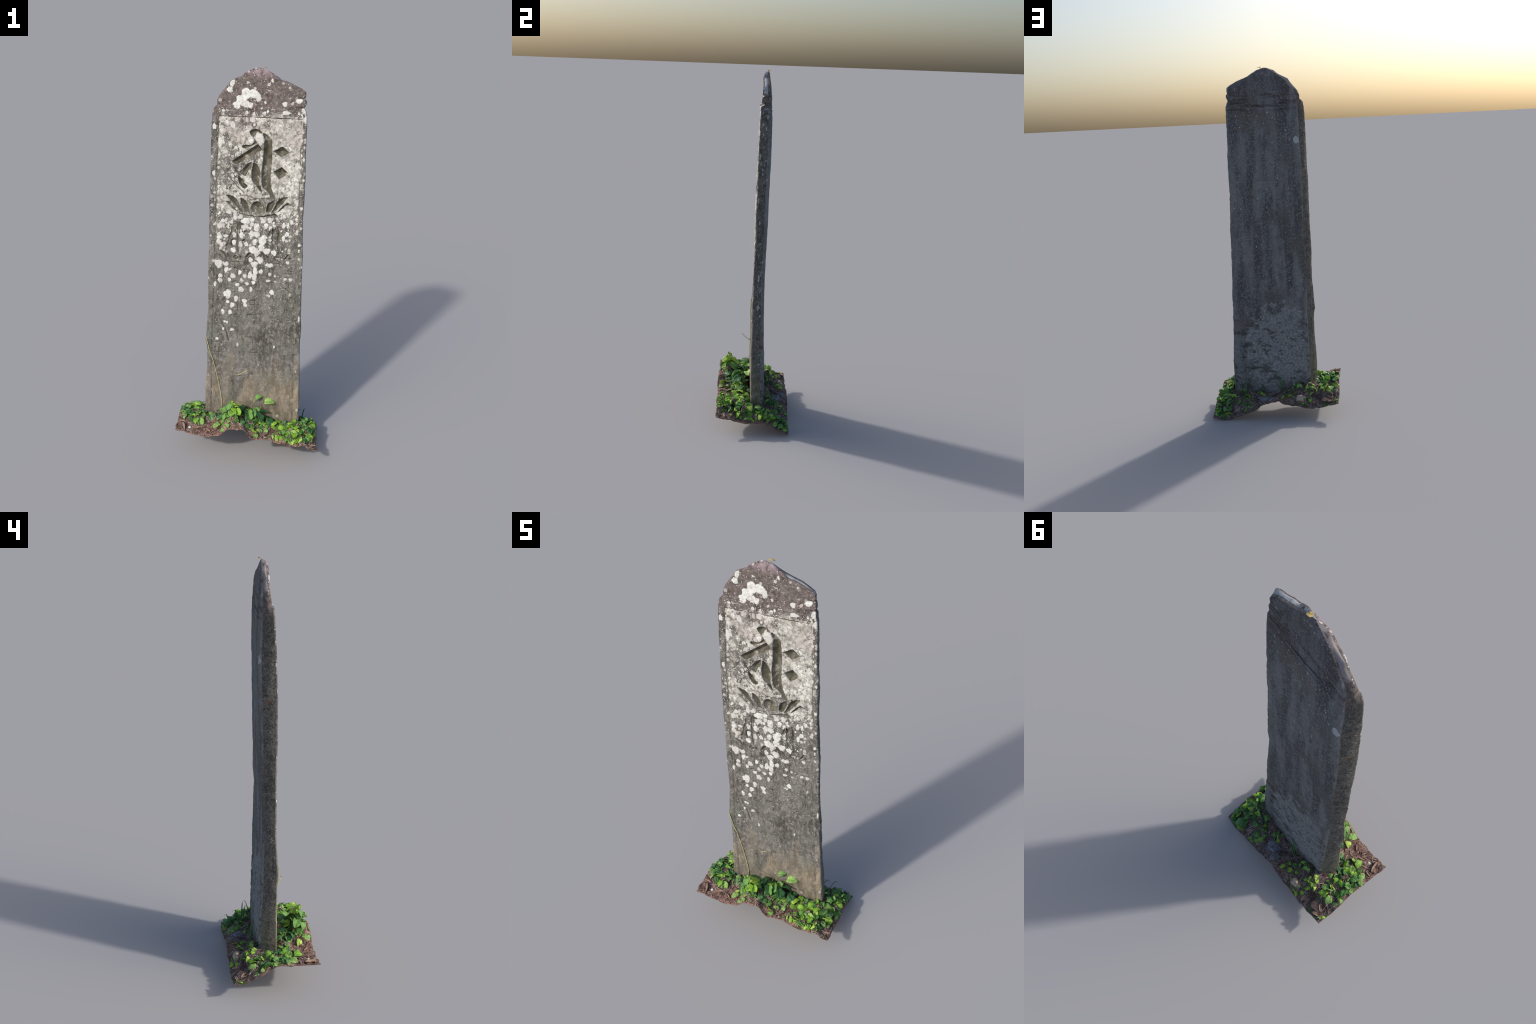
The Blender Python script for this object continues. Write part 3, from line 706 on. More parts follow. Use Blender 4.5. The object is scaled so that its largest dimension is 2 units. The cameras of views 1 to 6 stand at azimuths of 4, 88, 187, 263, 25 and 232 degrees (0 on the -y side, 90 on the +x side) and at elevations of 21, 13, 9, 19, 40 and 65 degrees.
def make_soil():
    n = Nodes('leaf_litter_soil')
    x, y, z = n.xyz()
    c = n.mix(n.ramp(n.noise(30, 6, .7), .36, .62), (.125, .078, .068), (.350, .212, .172))
    c = n.mix(n.ramp(n.noise(75, 5, .7, n.mapping((1, 2.4, 1), rot=(0, 0, .7))), .50, .66, 0, .85), c, (.440, .315, .280))
    c = n.mix(n.ramp(n.noise(60, 5, .7, n.mapping((2.6, 1, 1), loc=(3, 1, 0), rot=(0, 0, .4))), .50, .60, 0, .9), c, (.034, .024, .023))
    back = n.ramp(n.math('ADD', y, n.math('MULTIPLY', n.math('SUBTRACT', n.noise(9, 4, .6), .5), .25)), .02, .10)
    shaded_soil = n.mix(n.ramp(n.noise(60, 6, .7), .38, .62), (.070, .055, .053), (.230, .180, .168))  # same soil darker behind the slab: its shade put into the colour
    c = n.mix(n.math('MULTIPLY', back, .75), c, shaded_soil)
    c = n.mix(n.ramp(n.noise(17, 4, .6, n.mapping(loc=(5, 2, 1))), .56, .66, 0, .7), c, (.085, .130, .045))
    n.bump(n.noise(130, 6, .75), .8, .004)
    return n.done(c, .95, .15)


MAT_FRONT = make_front(); MAT_CUT = make_cut(); MAT_BACK = make_back()
MAT_RIGHT = make_flank('weathered_stone_right_flank', .60, ((.480, .505, .520), .92)); MAT_LEFT = make_flank('weathered_stone_left_flank', .72, ((.400, .365, .360), .7))
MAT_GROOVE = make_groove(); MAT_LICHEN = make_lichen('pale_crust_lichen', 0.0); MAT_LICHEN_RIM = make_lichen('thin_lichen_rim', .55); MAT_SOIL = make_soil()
MAT_LEAF = {'b': make_leaf('leaf_fresh', (.200, .430, .050), (.400, .690, .080), (.620, .840, .170)),
            'm': make_leaf('leaf_green', (.085, .230, .060), (.200, .430, .110), (.400, .640, .170)),
            'd': make_leaf('leaf_deep', (.035, .125, .045), (.080, .230, .085), (.190, .400, .160))}
MAT_COVER = make_plain('low_leaf_cover', (.060, .135, .045), (.200, .370, .090), 34, .6, c3=(.330, .580, .090))
MAT_STEM = make_plain('green_stem', (.100, .180, .040), (.240, .330, .090), 40)
MAT_NEEDLE = make_plain('dry_needles', (.120, .082, .072), (.500, .400, .350), 22, c3=(.300, .185, .145))
MAT_DRY = make_plain('dry_leaf', (.260, .150, .110), (.420, .300, .240), 30, c3=(.160, .085, .065))
MAT_ROCK = make_plain('pale_rock', (.330, .240, .190), (.540, .470, .400), 45, c3=(.150, .110, .095))
MAT_SLATE = make_plain('grey_rock', (.120, .125, .145), (.250, .255, .285), 40, c3=(.160, .125, .120))
MAT_PEBBLE = make_plain('white_pebble', (.550, .540, .500), (.720, .700, .660), 60)
MAT_STRAW = make_plain('straw', (.330, .310, .140), (.520, .480, .240), 40)
MAT_TOP = make_plain('yellow_dry_leaf', (.420, .300, .090), (.620, .500, .240), 90)

# -------------------------------------------------------------- object helpers
ROOT = bpy.data.objects.new('stone_monument', None)
bpy.context.scene.collection.objects.link(ROOT)
ROOT['label'] = 'tall weathered carved stone memorial slab with lichen, in leafy soil'
ROOT['category'] = 'stone monument'


def place(name, mesh, parent, mats=()):
    ob = bpy.data.objects.new(name, mesh)
    for m in mats: mesh.materials.append(m)
    bpy.context.scene.collection.objects.link(ob)
    ob.parent = parent
    return ob


def mesh_from(name, v, f, smooth=True):
    me = bpy.data.meshes.new(name)
    v = np.asarray(v, float)
    me.vertices.add(len(v)); me.vertices.foreach_set('co', v.ravel())
    f = [list(q) for q in f] if not isinstance(f, np.ndarray) else f
    if isinstance(f, np.ndarray):
        k = f.shape[1]
        me.loops.add(f.size); me.loops.foreach_set('vertex_index', f.ravel().astype(np.int32))
        me.polygons.add(len(f)); me.polygons.foreach_set('loop_start', np.arange(0, f.size, k, dtype=np.int32))
        me.polygons.foreach_set('loop_total', np.full(len(f), k, np.int32))
    else:
        me.from_pydata([], [], []) if False else None
        me.clear_geometry(); me.from_pydata(v.tolist(), [], f)
    me.update(calc_edges=True)
    if smooth: me.polygons.foreach_set('use_smooth', np.ones(len(me.polygons), bool))
    return me


# ------------------------------------------------------------- slab and parts
SIDE_MATS = [MAT_FRONT, MAT_RIGHT, MAT_BACK, MAT_LEFT]
shaft = None
for part_id, part_name in enumerate(group_names):
    sel = np.where(face_part == part_id)[0]
    used, inv = np.unique(quads[sel].ravel(), return_inverse=True)
    q = inv.reshape(-1, 4)
    me = mesh_from(part_name, verts[used], q)
    cut = part_id >= 2
    ob = place(part_name, me, ROOT if part_id < 2 else shaft, [MAT_GROOVE if part_name == 'incised_line' else MAT_CUT] if cut else SIDE_MATS)
    if not cut: me.polygons.foreach_set('material_index', face_side[sel].astype(np.int32))
    me.normals_split_custom_set_from_vertices(vn[used].tolist())
    if part_id == 0: shaft = ob
    if part_id == 1: crown = ob
# the flat foot of the slab stays buried: close it
foot_ring = [tuple(verts[k]) for k in range(0, ring, 4)]
me = mesh_from('slab_foot', foot_ring, [list(range(len(foot_ring)))[::-1]], smooth=False)
place('slab_foot', me, ROOT, [MAT_BACK])

# lichen crusts: thin irregular scabs lying on the face
zstep = zrow[1] - zrow[0]


def front_y(x, z):
    i_ = np.clip((np.asarray(z) - Z_BASE) / zstep, 0, N_ROW - 1.001)
    r = i_.astype(int); t = i_ - r
    def row(rr):
        uu = np.clip((x - xlf[rr]) / (xrf[rr] - xlf[rr]), 0, 1) * (N_FRONT - 1.001)
        c = uu.astype(int); s = uu - c
        return Yf[rr, c] * (1 - s) + Yf[rr, c + 1] * s
    return row(r) * (1 - t) + row(np.minimum(r + 1, N_ROW - 1)) * t


def lichen(cx, cz, rx, rz, k):
    nseg, nring = 44, 6
    rs = np.random.default_rng(500 + k)
    ph = rs.uniform(0, 6.28, 5)
    th = np.linspace(0, 2 * np.pi, nseg, endpoint=False)
    wob = 1 + .10 * np.sin(2 * th + ph[0]) + .09 * np.sin(3 * th + ph[1]) + .07 * np.sin(5 * th + ph[2]) + .035 * np.sin(8 * th + ph[3]) + .02 * np.sin(13 * th + ph[4])
    V = [(cx, cz)]; H = [.0008]
    for r in range(1, nring + 1):
        f = r / nring
        for t, w in zip(th, wob):
            V.append((cx + rx * f * w * math.cos(t), cz + rz * f * w * math.sin(t)))
            H.append(.0008 * (1 - f ** 5) - .0007 * (r == nring) + .00015 * math.sin(9 * t + 5 * f + ph[4]))
    V = np.array(V)
    xl = np.interp(V[:, 1], zrow, xlf) + .001; xr = np.interp(V[:, 1], zrow, xrf) - .001
    V[:, 0] = np.clip(V[:, 0], xl, xr)
    y = front_y(V[:, 0], V[:, 1]) - np.array(H)
    F = [(0, 1 + s, 1 + (s + 1) % nseg) for s in range(nseg)]
    for r in range(nring - 1):
        a0 = 1 + r * nseg; b0 = a0 + nseg
        F += [(a0 + s, b0 + s, b0 + (s + 1) % nseg, a0 + (s + 1) % nseg) for s in range(nseg)]
    P = np.stack([V[:, 0], y, V[:, 1]], 1)
    return P, F


k = 0
for table in (LICHEN_A, LICHEN_B, LICHEN_C, LICHEN_CROWN):
    for (cx, cz, rx, rz) in table:
        rx, rz = rx * 1.08, rz * 1.08
        P, F = lichen(cx, cz, rx, rz, k)
        me = mesh_from('lichen_patch', P, F)
        ob = place('lichen_patch', me, shaft if cz < LEDGE_Z else crown, [MAT_LICHEN, MAT_LICHEN_RIM])
        me.polygons.foreach_set('material_index', (np.arange(len(F)) >= len(F) - 44).astype(np.int32))
        k += 1

# -------------------------------------------------------------------- the soil
LEVELS = [(-.365, -.2, .178), (-.30, -.2, .167), (-.258, -.2, .156), (-.18, -.2, .16), (-.131, -.2, .17), (-.093, -.2, .2),
          (-.05, -.2, .207), (-.013, -.2, .207), (.03, -.2, .161), (.107, -.2, .162), (.157, -.2, .145), (.206, -.2, .137),
          (.262, -.2, .124), (.3, -.2, .14), (.33, -.2, .116), (.363, -.205, .107), (.363, .2, .014), (.314, .2, .008),
          (.24, .2, .02), (.143, .2, .057), (.061, .2, .097), (-.005, .2, .116), (-.055, .2, .104), (-.12, .2, .093),
          (-.175, .2, .081), (-.24, .2, .08), (-.363, .2, .096), (.364, -.159, .1), (.364, -.095, .08), (.364, -.03, .076),
          (.364, .033, .077), (.364, .09, .064), (.364, .156, .038), (-.364, .175, .098), (-.364, .105, .124),
          (-.364, .05, .155), (-.364, 0, .18), (-.364, -.07, .18), (-.364, -.14, .18), (.26, -.02, .115), (.26, .06, .112),
          (-.23, -.02, .17), (-.2, .065, .175), (.16, .08, .118), (.06, .08, .112), (-.06, .08, .14), (0, -.04, .18),
          (.12, -.04, .15), (-.12, -.04, .175)]
LP = np.array(LEVELS)


def bend(r): return np.where(r > 0, r * r * np.log(r + 1e-12), 0)


_n = len(LP)
_K = bend(np.hypot(LP[:, None, 0] - LP[None, :, 0], LP[:, None, 1] - LP[None, :, 1])) + 2e-4 * np.eye(_n)
_Q = np.c_[np.ones(_n), LP[:, :2]]
_W = np.linalg.solve(np.block([[_K, _Q], [_Q.T, np.zeros((3, 3))]]), np.r_[LP[:, 2], 0, 0, 0])

# plants: x, y, spread, leaves, leaf length, height above the soil, tone
CLUMPS = [
    (-.300, .085, .040, 5, .040, 0.029, 'b'), (-.345, .045, .030, 4, .038, 0.026, 'b'), (-.335, -.005, .035, 5, .040, 0.024, 'm'),
    (-.300, -.015, .035, 4, .036, 0.016, 'd'), (-.350, -.050, .030, 4, .045, 0.028, 'm'), (-.275, .040, .035, 5, .040, 0.019, 'm'),
    (-.262, -.078, .026, 5, .046, 0.036, 'b'), (-.225, -.050, .035, 5, .038, 0.020, 'd'), (-.175, -.055, .035, 5, .042, 0.035, 'd'),
    (-.125, -.135, .030, 6, .044, 0.060, 'm'), (-.085, -.150, .030, 7, .046, 0.130, 'm'), (-.070, -.135, .028, 5, .044, 0.120, 'b'),
    (-.105, -.175, .025, 4, .042, 0.060, 'm'), (-.110, -.065, .030, 5, .044, 0.050, 'd'), (-.065, -.055, .032, 6, .048, 0.070, 'd'),
    (-.020, -.060, .034, 6, .052, 0.070, 'd'), (.030, -.060, .030, 6, .052, 0.075, 'd'), (.068, -.062, .030, 6, .048, 0.050, 'm'),
    (-.040, -.110, .035, 6, .042, 0.040, 'd'), (.010, -.105, .030, 5, .040, 0.030, 'm'), (.055, -.125, .025, 4, .036, 0.025, 'm'),
    (.100, -.050, .025, 5, .042, 0.040, 'd'), (.112, -.100, .026, 4, .038, 0.028, 'b'), (.150, -.078, .024, 4, .036, 0.028, 'b'),
    (.183, -.058, .024, 4, .036, 0.042, 'b'), (.218, -.048, .026, 5, .038, 0.042, 'm'), (.262, -.050, .034, 8, .048, 0.068, 'b'),
    (.300, -.050, .034, 6, .044, 0.060, 'b'), (.230, -.105, .034, 7, .042, 0.048, 'b'), (.195, -.175, .028, 5, .036, 0.039, 'b'),
    (.225, -.165, .030, 6, .038, 0.042, 'b'), (.250, -.180, .026, 5, .036, 0.033, 'b'), (.285, -.180, .024, 4, .036, 0.027, 'b'),
    (.155, -.160, .022, 4, .034, 0.028, 'b'), (.285, -.135, .030, 5, .040, 0.039, 'm'), (.322, -.118, .014, 2, .044, 0.045, 'm'),
    (.352, -.030, .025, 4, .040, 0.030, 'm'), (.325, .020, .030, 5, .042, 0.035, 'm'), (.315, .070, .034, 6, .042, 0.023, 'b'),
    (.333, .110, .032, 6, .050, 0.023, 'b'), (.325, .160, .030, 5, .044, 0.016, 'm'), (.345, .186, .020, 4, .042, 0.008, 'd'),
    (.285, .100, .034, 6, .042, 0.029, 'm'), (.265, .130, .030, 5, .040, 0.019, 'm'), (.300, .185, .024, 4, .050, 0.029, 'm'),
    (.195, .115, .030, 5, .042, 0.026, 'm'), (.168, .180, .020, 4, .034, 0.012, 'b'), (.165, .135, .026, 4, .034, 0.014, 'd'),
    (.095, .085, .020, 4, .034, 0.026, 'b'), (-.055, .152, .014, 3, .030, 0.012, 'b'), (-.095, .105, .022, 5, .028, 0.024, 'm'),
    (-.130, .072, .022, 5, .030, 0.045, 'm'), (-.100, .160, .018, 4, .028, 0.020, 'b'), (-.185, .145, .024, 5, .030, 0.026, 'b'),
    (-.195, .106, .026, 5, .030, 0.032, 'b'), (-.215, .118, .022, 5, .030, 0.030, 'b'), (-.160, .192, .015, 3, .028, 0.010, 'b'),
    (-.290, .075, .028, 5, .040, 0.023, 'b'), (-.345, .055, .020, 3, .034, 0.013, 'b'), (-.350, .185, .016, 2, .026, 0.005, 'm'),
    (.050, -.190, .016, 2, .034, 0.010, 'b'), (-.315, -.060, .026, 4, .036, 0.014, 'm'), (-.245, .010, .025, 5, .034, 0.016, 'm'),
    (.285, .010, .030, 6, .044, 0.035, 'm'), (.275, .055, .030, 5, .040, 0.019, 'd'), (-.110, -.095, .022, 4, .040, 0.040, 'm'),
]
CLUMPS = [c_ if c_[5] > .055 else c_[:5] + (c_[5] * (.55 if c_[0] > .24 and c_[1] > .04 else .8), c_[6]) for c_ in CLUMPS]


def soil_level(x, y):
    x = np.asarray(x, float); y = np.asarray(y, float)
    d = np.hypot(x[..., None] - LP[:, 0], y[..., None] - LP[:, 1])
    return bend(d) @ _W[:-3] + _W[-3] + _W[-2] * x + _W[-1] * y


def soil_z(x, y):
    x = np.asarray(x, float); y = np.asarray(y, float)
    h = soil_level(x, y)
    m = np.zeros_like(h)
    for (cx, cy, sp, cnt, ln, lift, tone) in CLUMPS:
        m = np.maximum(m, .72 * lift * np.exp(-((x - cx) ** 2 + (y - cy) ** 2) / (.75 * sp) ** 2))
    edge = np.minimum(np.minimum(.365 - np.abs(x), .205 - np.abs(y)) / .02, 1)
    h = h + m * np.clip(edge, 0, 1)
    h = h + .0055 * NA(x, y, .045) + .0035 * NB(x, y, .019) + .0018 * NC(x, y, .008)
    return np.maximum(h, .0035)


nx, ny = 240, 140
gx = np.linspace(-.365, .365, nx)[:, None] + np.zeros((1, ny)); gy = np.linspace(-.206, .206, ny)[None, :] + np.zeros((nx, 1))
tx = np.abs(np.linspace(-1, 1, nx))[:, None] ** 8; ty = np.abs(np.linspace(-1, 1, ny))[None, :] ** 8
gx = gx + tx * .003 * NB(gx, gy, .03); gy = gy + ty * .004 * NC(gx, gy, .03)
gz = soil_z(gx, gy)
inset = 1 - .012 * np.maximum(tx, ty)
bz = np.maximum(gz - .0015 - .007 * (1 - np.maximum(tx, ty)), 0.0)
bz -= bz.min()
top = np.stack([gx, gy, gz], -1).reshape(-1, 3); bot = np.stack([gx * inset, gy * inset, bz], -1).reshape(-1, 3)
ii, jj = np.meshgrid(np.arange(nx - 1), np.arange(ny - 1), indexing='ij')
a_ = ii * ny + jj
tf = np.stack([a_, a_ + ny, a_ + ny + 1, a_ + 1], -1).reshape(-1, 4)
nt = nx * ny
bf = tf[:, ::-1] + nt
border = [i_ * ny for i_ in range(nx)] + [(nx - 1) * ny + j_ for j_ in range(1, ny)] + [i_ * ny + ny - 1 for i_ in range(nx - 2, -1, -1)] + [j_ for j_ in range(ny - 2, 0, -1)]
border = np.array(border); nxt = np.roll(border, -1)
sf = np.stack([border + nt, nxt + nt, nxt, border], -1)
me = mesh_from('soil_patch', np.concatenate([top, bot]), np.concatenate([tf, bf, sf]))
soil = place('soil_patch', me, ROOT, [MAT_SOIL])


# ---------------------------------------------------------------------- leaves
def leaf_mesh(name, lobes, point, fold, curl, seed):
    """unit-length leaf from base (0,0,0) along +y, built as rings round its middle"""
    rs = np.random.default_rng(seed)
    nseg, nring = 36, 5
    V = [(0, .48, 0)]; F = []
    th = np.linspace(0, 2 * np.pi, nseg, endpoint=False)
    for r in range(1, nring + 1):
        f = r / nring
        for t in th:
            s, c = math.sin(t), math.cos(t)      # t=0 tip
            rad = .40 + .12 * max(0, c) ** point + .10 * lobes * max(0, math.cos(2.5 * t)) - .05 * max(0, -c) ** 6
            x = rad * s * f * .92; y = .48 + rad * c * f
            z = fold * abs(x) - curl * ((y - .3) ** 2 + .6 * x * x) + .03 * f * math.sin(5 * t + seed)
            V.append((x, y, z))
    F += [(0, 1 + (s + 1) % nseg, 1 + s) for s in range(nseg)]
    for r in range(nring - 1):
        a0 = 1 + r * nseg; b0 = a0 + nseg
        F += [(a0 + s, a0 + (s + 1) % nseg, b0 + (s + 1) % nseg, b0 + s) for s in range(nseg)]
    V = np.array(V)
    n0 = len(V)
    low = V.copy(); low[:, 2] -= .022
    rim = 1 + (nring - 1) * nseg
    G = list(F) + [tuple(n0 + k_ for k_ in reversed(f_)) for f_ in F]
    G += [(rim + s, rim + (s + 1) % nseg, n0 + rim + (s + 1) % nseg, n0 + rim + s) for s in range(nseg)]
    return np.concatenate([V, low]), G


SHAPES = [(.3, 3, .25, .45, 1), (1.1, 2, .30, .55, 2), (.7, 4, .15, .85, 3), (.2, 2, .55, .30, 4), (1.3, 2, .10, .95, 5)]
LEAF_DATA = {}
for tone in 'bmd':
    for si, sh in enumerate(SHAPES):
        v_, f_ = leaf_mesh('leaf', *sh)
        me = mesh_from('leaf', v_, f_)
        me.materials.append(MAT_LEAF[tone])
        LEAF_DATA[tone, si] = me

COVER_SHAPES = [leaf_mesh('ground_cover', *sh) for sh in SHAPES[:3]]
stems_v, stems_f = [], []


def tube(pts, r0, r1, seg=5, V=None, F=None):
    V = stems_v if V is None else V; F = stems_f if F is None else F
    pts = [Vector(p) for p in pts]
    base = len(V)
    for i_, p in enumerate(pts):
        d = (pts[min(i_ + 1, len(pts) - 1)] - pts[max(i_ - 1, 0)]).normalized()
        s = d.cross(Vector((.3, .2, .9))).normalized(); t = d.cross(s)
        r = r0 + (r1 - r0) * i_ / (len(pts) - 1)
        for k_ in range(seg):
            a2 = 2 * math.pi * k_ / seg
            V.append(tuple(p + s * (r * math.cos(a2)) + t * (r * math.sin(a2))))
    for i_ in range(len(pts) - 1):
        for k_ in range(seg):
            F.append((base + i_ * seg + k_, base + i_ * seg + (k_ + 1) % seg, base + (i_ + 1) * seg + (k_ + 1) % seg, base + (i_ + 1) * seg + k_))
    F.append(tuple(base + k_ for k_ in reversed(range(seg)))); F.append(tuple(base + (len(pts) - 1) * seg + k_ for k_ in range(seg)))


def in_slab(x, y, z, pad=.004):
    return (np.interp(z, zrow, xlf) - pad < x < np.interp(z, zrow, xrf) + pad) and (-.024 - pad < y < .060 + pad)


def add_leaf(loc, yaw, pitch, roll, length, tone):
    ob = bpy.data.objects.new('leaf', LEAF_DATA[tone, random.randrange(len(SHAPES))])
    ob.matrix_world = Matrix.Translation(loc) @ Matrix.Rotation(yaw, 4, 'Z') @ Matrix.Rotation(pitch, 4, 'X') @ Matrix.Rotation(roll, 4, 'Y') @ Matrix.Scale(length, 4)
    # keep the whole blade above the soil's plot
    pts = [ob.matrix_world @ v.co for v in ob.data.vertices]
    lo = [min(p[k_] for p in pts) for k_ in range(3)]; hi = [max(p[k_] for p in pts) for k_ in range(3)]
    shift = Vector((max(0, -.366 - lo[0]) - max(0, hi[0] - .366), max(0, -.208 - lo[1]) - max(0, hi[1] - .208), max(0, .003 - lo[2])))
    ob.matrix_world = Matrix.Translation(shift) @ ob.matrix_world
    probe = np.array([ob.matrix_world @ v.co for v in list(ob.data.vertices)[::9]])
    sunk = float((probe[:, 2] - soil_z(probe[:, 0], probe[:, 1])).min())
    ob.matrix_world = Matrix.Translation((0, 0, max(0, -.007 - sunk))) @ ob.matrix_world
    bpy.context.scene.collection.objects.link(ob)
    mw = ob.matrix_world.copy(); ob.parent = soil; ob.matrix_world = mw
    return ob


mix_tone = {'b': 'bbbm', 'm': 'mmbd', 'd': 'dddm'}
for (cx, cy, sp, cnt, ln, lift, tone) in CLUMPS:
    for q_ in range(cnt):
        ang = 2 * math.pi * (q_ + random.random() * .7) / cnt
        rr = sp * math.sqrt(random.uniform(.08, 1)) * .85
        x = cx + rr * math.cos(ang); y = cy + rr * math.sin(ang)
        length = ln * random.uniform(.75, 1.20) * (.88 if cy > .03 else 1)
        x = min(max(x, -.350), .350); y = min(max(y, -.193), .193)
        g0 = float(soil_z(x, y))
        z = g0 + lift * random.uniform(.05, .28) * (1 - .5 * (rr / sp) ** 2) + .004
        yaw = ang - math.pi / 2 + random.uniform(-.7, .7)
        tipx = x - math.sin(yaw) * length; tipy = y + math.cos(yaw) * length
        if abs(tipx) > .368 or abs(tipy) > .210:
            yaw = math.atan2(-(cx * .3 - x), (cy * .3 - y)) + random.uniform(-.4, .4)
            tipx = x - math.sin(yaw) * length; tipy = y + math.cos(yaw) * length
        if in_slab(x, y, z) or in_slab((x + tipx) / 2, (y + tipy) / 2, z, 0):
            y = -.040 - random.random() * .02 if cy < .02 else .075 + random.random() * .02
            if abs(cx) > .22: x = math.copysign(.29, cx); y = cy
            yaw = (math.pi if y < 0 else 0) + random.uniform(-.9, .9)
            g0 = float(soil_z(x, y)); z = g0 + lift * random.uniform(.15, .5)
        add_leaf((x, y, z), yaw, random.uniform(-.85, .30), random.uniform(-.6, .6), length, random.choice(mix_tone[tone]))
        bx, by = cx + .3 * (x - cx), cy + .3 * (y - cy)
        if not in_slab(bx, by, z):
            b0 = Vector((bx, by, float(soil_z(bx, by)) - .004)); b1 = Vector((x, y, z))
            tube([b0, b0.lerp(b1, .5) + Vector((0, 0, .006)), b1], .0016, .0010)
# low dense cover of small leaves hugging the mounds
cover_v, cover_f = [], []
for (cx, cy, sp, cnt, ln, lift, tone) in CLUMPS:
    for q_ in range(cnt // 2 + 2 if cy < .03 else (1 if cx < .2 else 2)):
        ang = random.uniform(0, 6.283); rr = sp * 1.15 * math.sqrt(random.random())
        x = min(max(cx + rr * math.cos(ang), -.350), .350); y = min(max(cy + rr * math.sin(ang), -.192), .192)
        z = float(soil_z(x, y))
        if in_slab(x, y, z, .012): continue
        e_ = .006
        nrm = Vector((-(float(soil_z(x + e_, y)) - float(soil_z(x - e_, y))) / (2 * e_), -(float(soil_z(x, y + e_)) - float(soil_z(x, y - e_))) / (2 * e_), 1)).normalized()
        v_, f_ = COVER_SHAPES[random.randrange(len(COVER_SHAPES))]
        M_ = Matrix.Translation(Vector((x, y, z)) + nrm * .005) @ nrm.to_track_quat('Z', 'Y').to_matrix().to_4x4() @ Matrix.Rotation(random.uniform(0, 6.28), 4, 'Z') @ Matrix.Rotation(random.uniform(-.35, .35), 4, 'X') @ Matrix.Scale(ln * random.uniform(.45, .75), 4) @ Matrix.Translation((0, -.48, .1))
        b_ = len(cover_v)
        cover_v += [tuple(M_ @ Vector(p_)) for p_ in v_]
        cover_f += [tuple(b_ + k_ for k_ in f2) for f2 in f_]
me = mesh_from('ground_cover', cover_v, cover_f); gc = place('ground_cover', me, soil, [MAT_COVER]); gc['kind'] = 'stuff'
# the two leaves reaching up before the face, and the tall shoot left of centre
add_leaf((.030, -.040, .292), -1.2, .5, .3, .040, 'm'); add_leaf((.075, -.036, .277), -1.5, .15, .5, .055, 'm')
tube([(-.005, -.050, .205), (.005, -.048, .255), (.030, -.040, .292)], .0018, .0012)
tube([(.055, -.050, .200), (.062, -.046, .245), (.075, -.036, .277)], .0018, .0012)
for z_, yw, t_ in ((.328, .4, 'b'), (.318, 2.3, 'm'), (.300, 4.0, 'b'), (.283, 1.2, 'm'), (.325, 5.2, 'b'), (.270, 3.1, 'm')):
    add_leaf((-.078 + .006 * math.cos(yw), -.148 + .006 * math.sin(yw), z_), yw, random.uniform(-.7, -.1), random.uniform(-.3, .3), .040, t_)
tube([(-.085, -.155, .20), (-.080, -.150, .28), (-.077, -.148, .335)], .0120, .0050)
me = mesh_from('plant_stem', stems_v, stems_f); st = place('plant_stem', me, soil, [MAT_STEM]); st['kind'] = 'stuff'


# ----------------------------------------------------------------------- grass
def grass_blade(base, tip, sag, width, mat=MAT_LEAF['m']):
    b0, t0 = Vector(base), Vector(tip)
    side_ = (t0 - b0).cross(Vector((0, 0, 1))); side_ = side_.normalized() if side_.length > 1e-6 else Vector((1, 0, 0))
    V, F = [], []
    n_ = 9
    for k_ in range(n_):
        t = k_ / (n_ - 1)
        p = b0.lerp(t0, t) + Vector((0, 0, sag * math.sin(math.pi * t)))
        w = width * (1 - t ** 2.2) + .0004
        V += [tuple(p - side_ * w), tuple(p + Vector((0, 0, -w * .5))), tuple(p + side_ * w), tuple(p + Vector((0, 0, w * .3)))]
    for k_ in range(n_ - 1):
        a0 = 4 * k_
        F += [(a0 + c, a0 + (c + 1) % 4, a0 + 4 + (c + 1) % 4, a0 + 4 + c) for c in range(4)]
    me = mesh_from('grass_blade', V, F)
    return place('grass_blade', me, soil, [mat])


def ground(x, y): return (x, y, float(soil_z(x, y)) - .002)


for (bx, by, tx_, ty_, dz, sag) in ((.19, .105, .165, .075, .12, .02), (.185, .110, .245, .095, .10, .03), (.21, .12, .255, .150, .05, .04),
                                     (.19, .12, .150, .150, .05, .035), (.24, .165, .29, .19, .05, .04), (.20, .10, .215, .080, .09, .03),
                                     (-.03, .085, -.01, .072, .13, .0), (-.035, .088, .01, .070, .08, .03), (-.04, .086, -.075, .074, .10, .01),
                                     (-.03, .090, .035, .074, .05, .03), (-.025, .085, -.03, .072, .09, .02), (.28, .06, .30, .09, .06, .03)):
    g0 = ground(bx, by)
    grass_blade(g0, (tx_, ty_, g0[2] + dz), sag, .0030, MAT_LEAF['d'])
# straw stalk leaning along the left border and the stub of straw sticking out of the face
sv, sf_ = [], []
stalk = [(-.233, .625), (-.2145, .549), (-.194, .488), (-.172, .399), (-.159, .341), (-.1456, .255), (-.142, .20)]
tube([(x_, float(front_y(np.array(max(x_, -.224)), np.array(z_))) - .0025, z_) for x_, z_ in stalk], .0020, .0030, 6, sv, sf_)
tube([(-.075, -.022, .418), (-.060, -.034, .424), (-.040, -.052, .446), (-.019, -.068, .467)], .0022, .0012, 6, sv, sf_)
tube([(-.019, -.068, .467), (-.014, -.070, .476)], .0028, .0018, 6, sv, sf_)
me = mesh_from('straw_stalk', sv, sf_); place('straw_stalk', me, shaft, [MAT_STRAW])

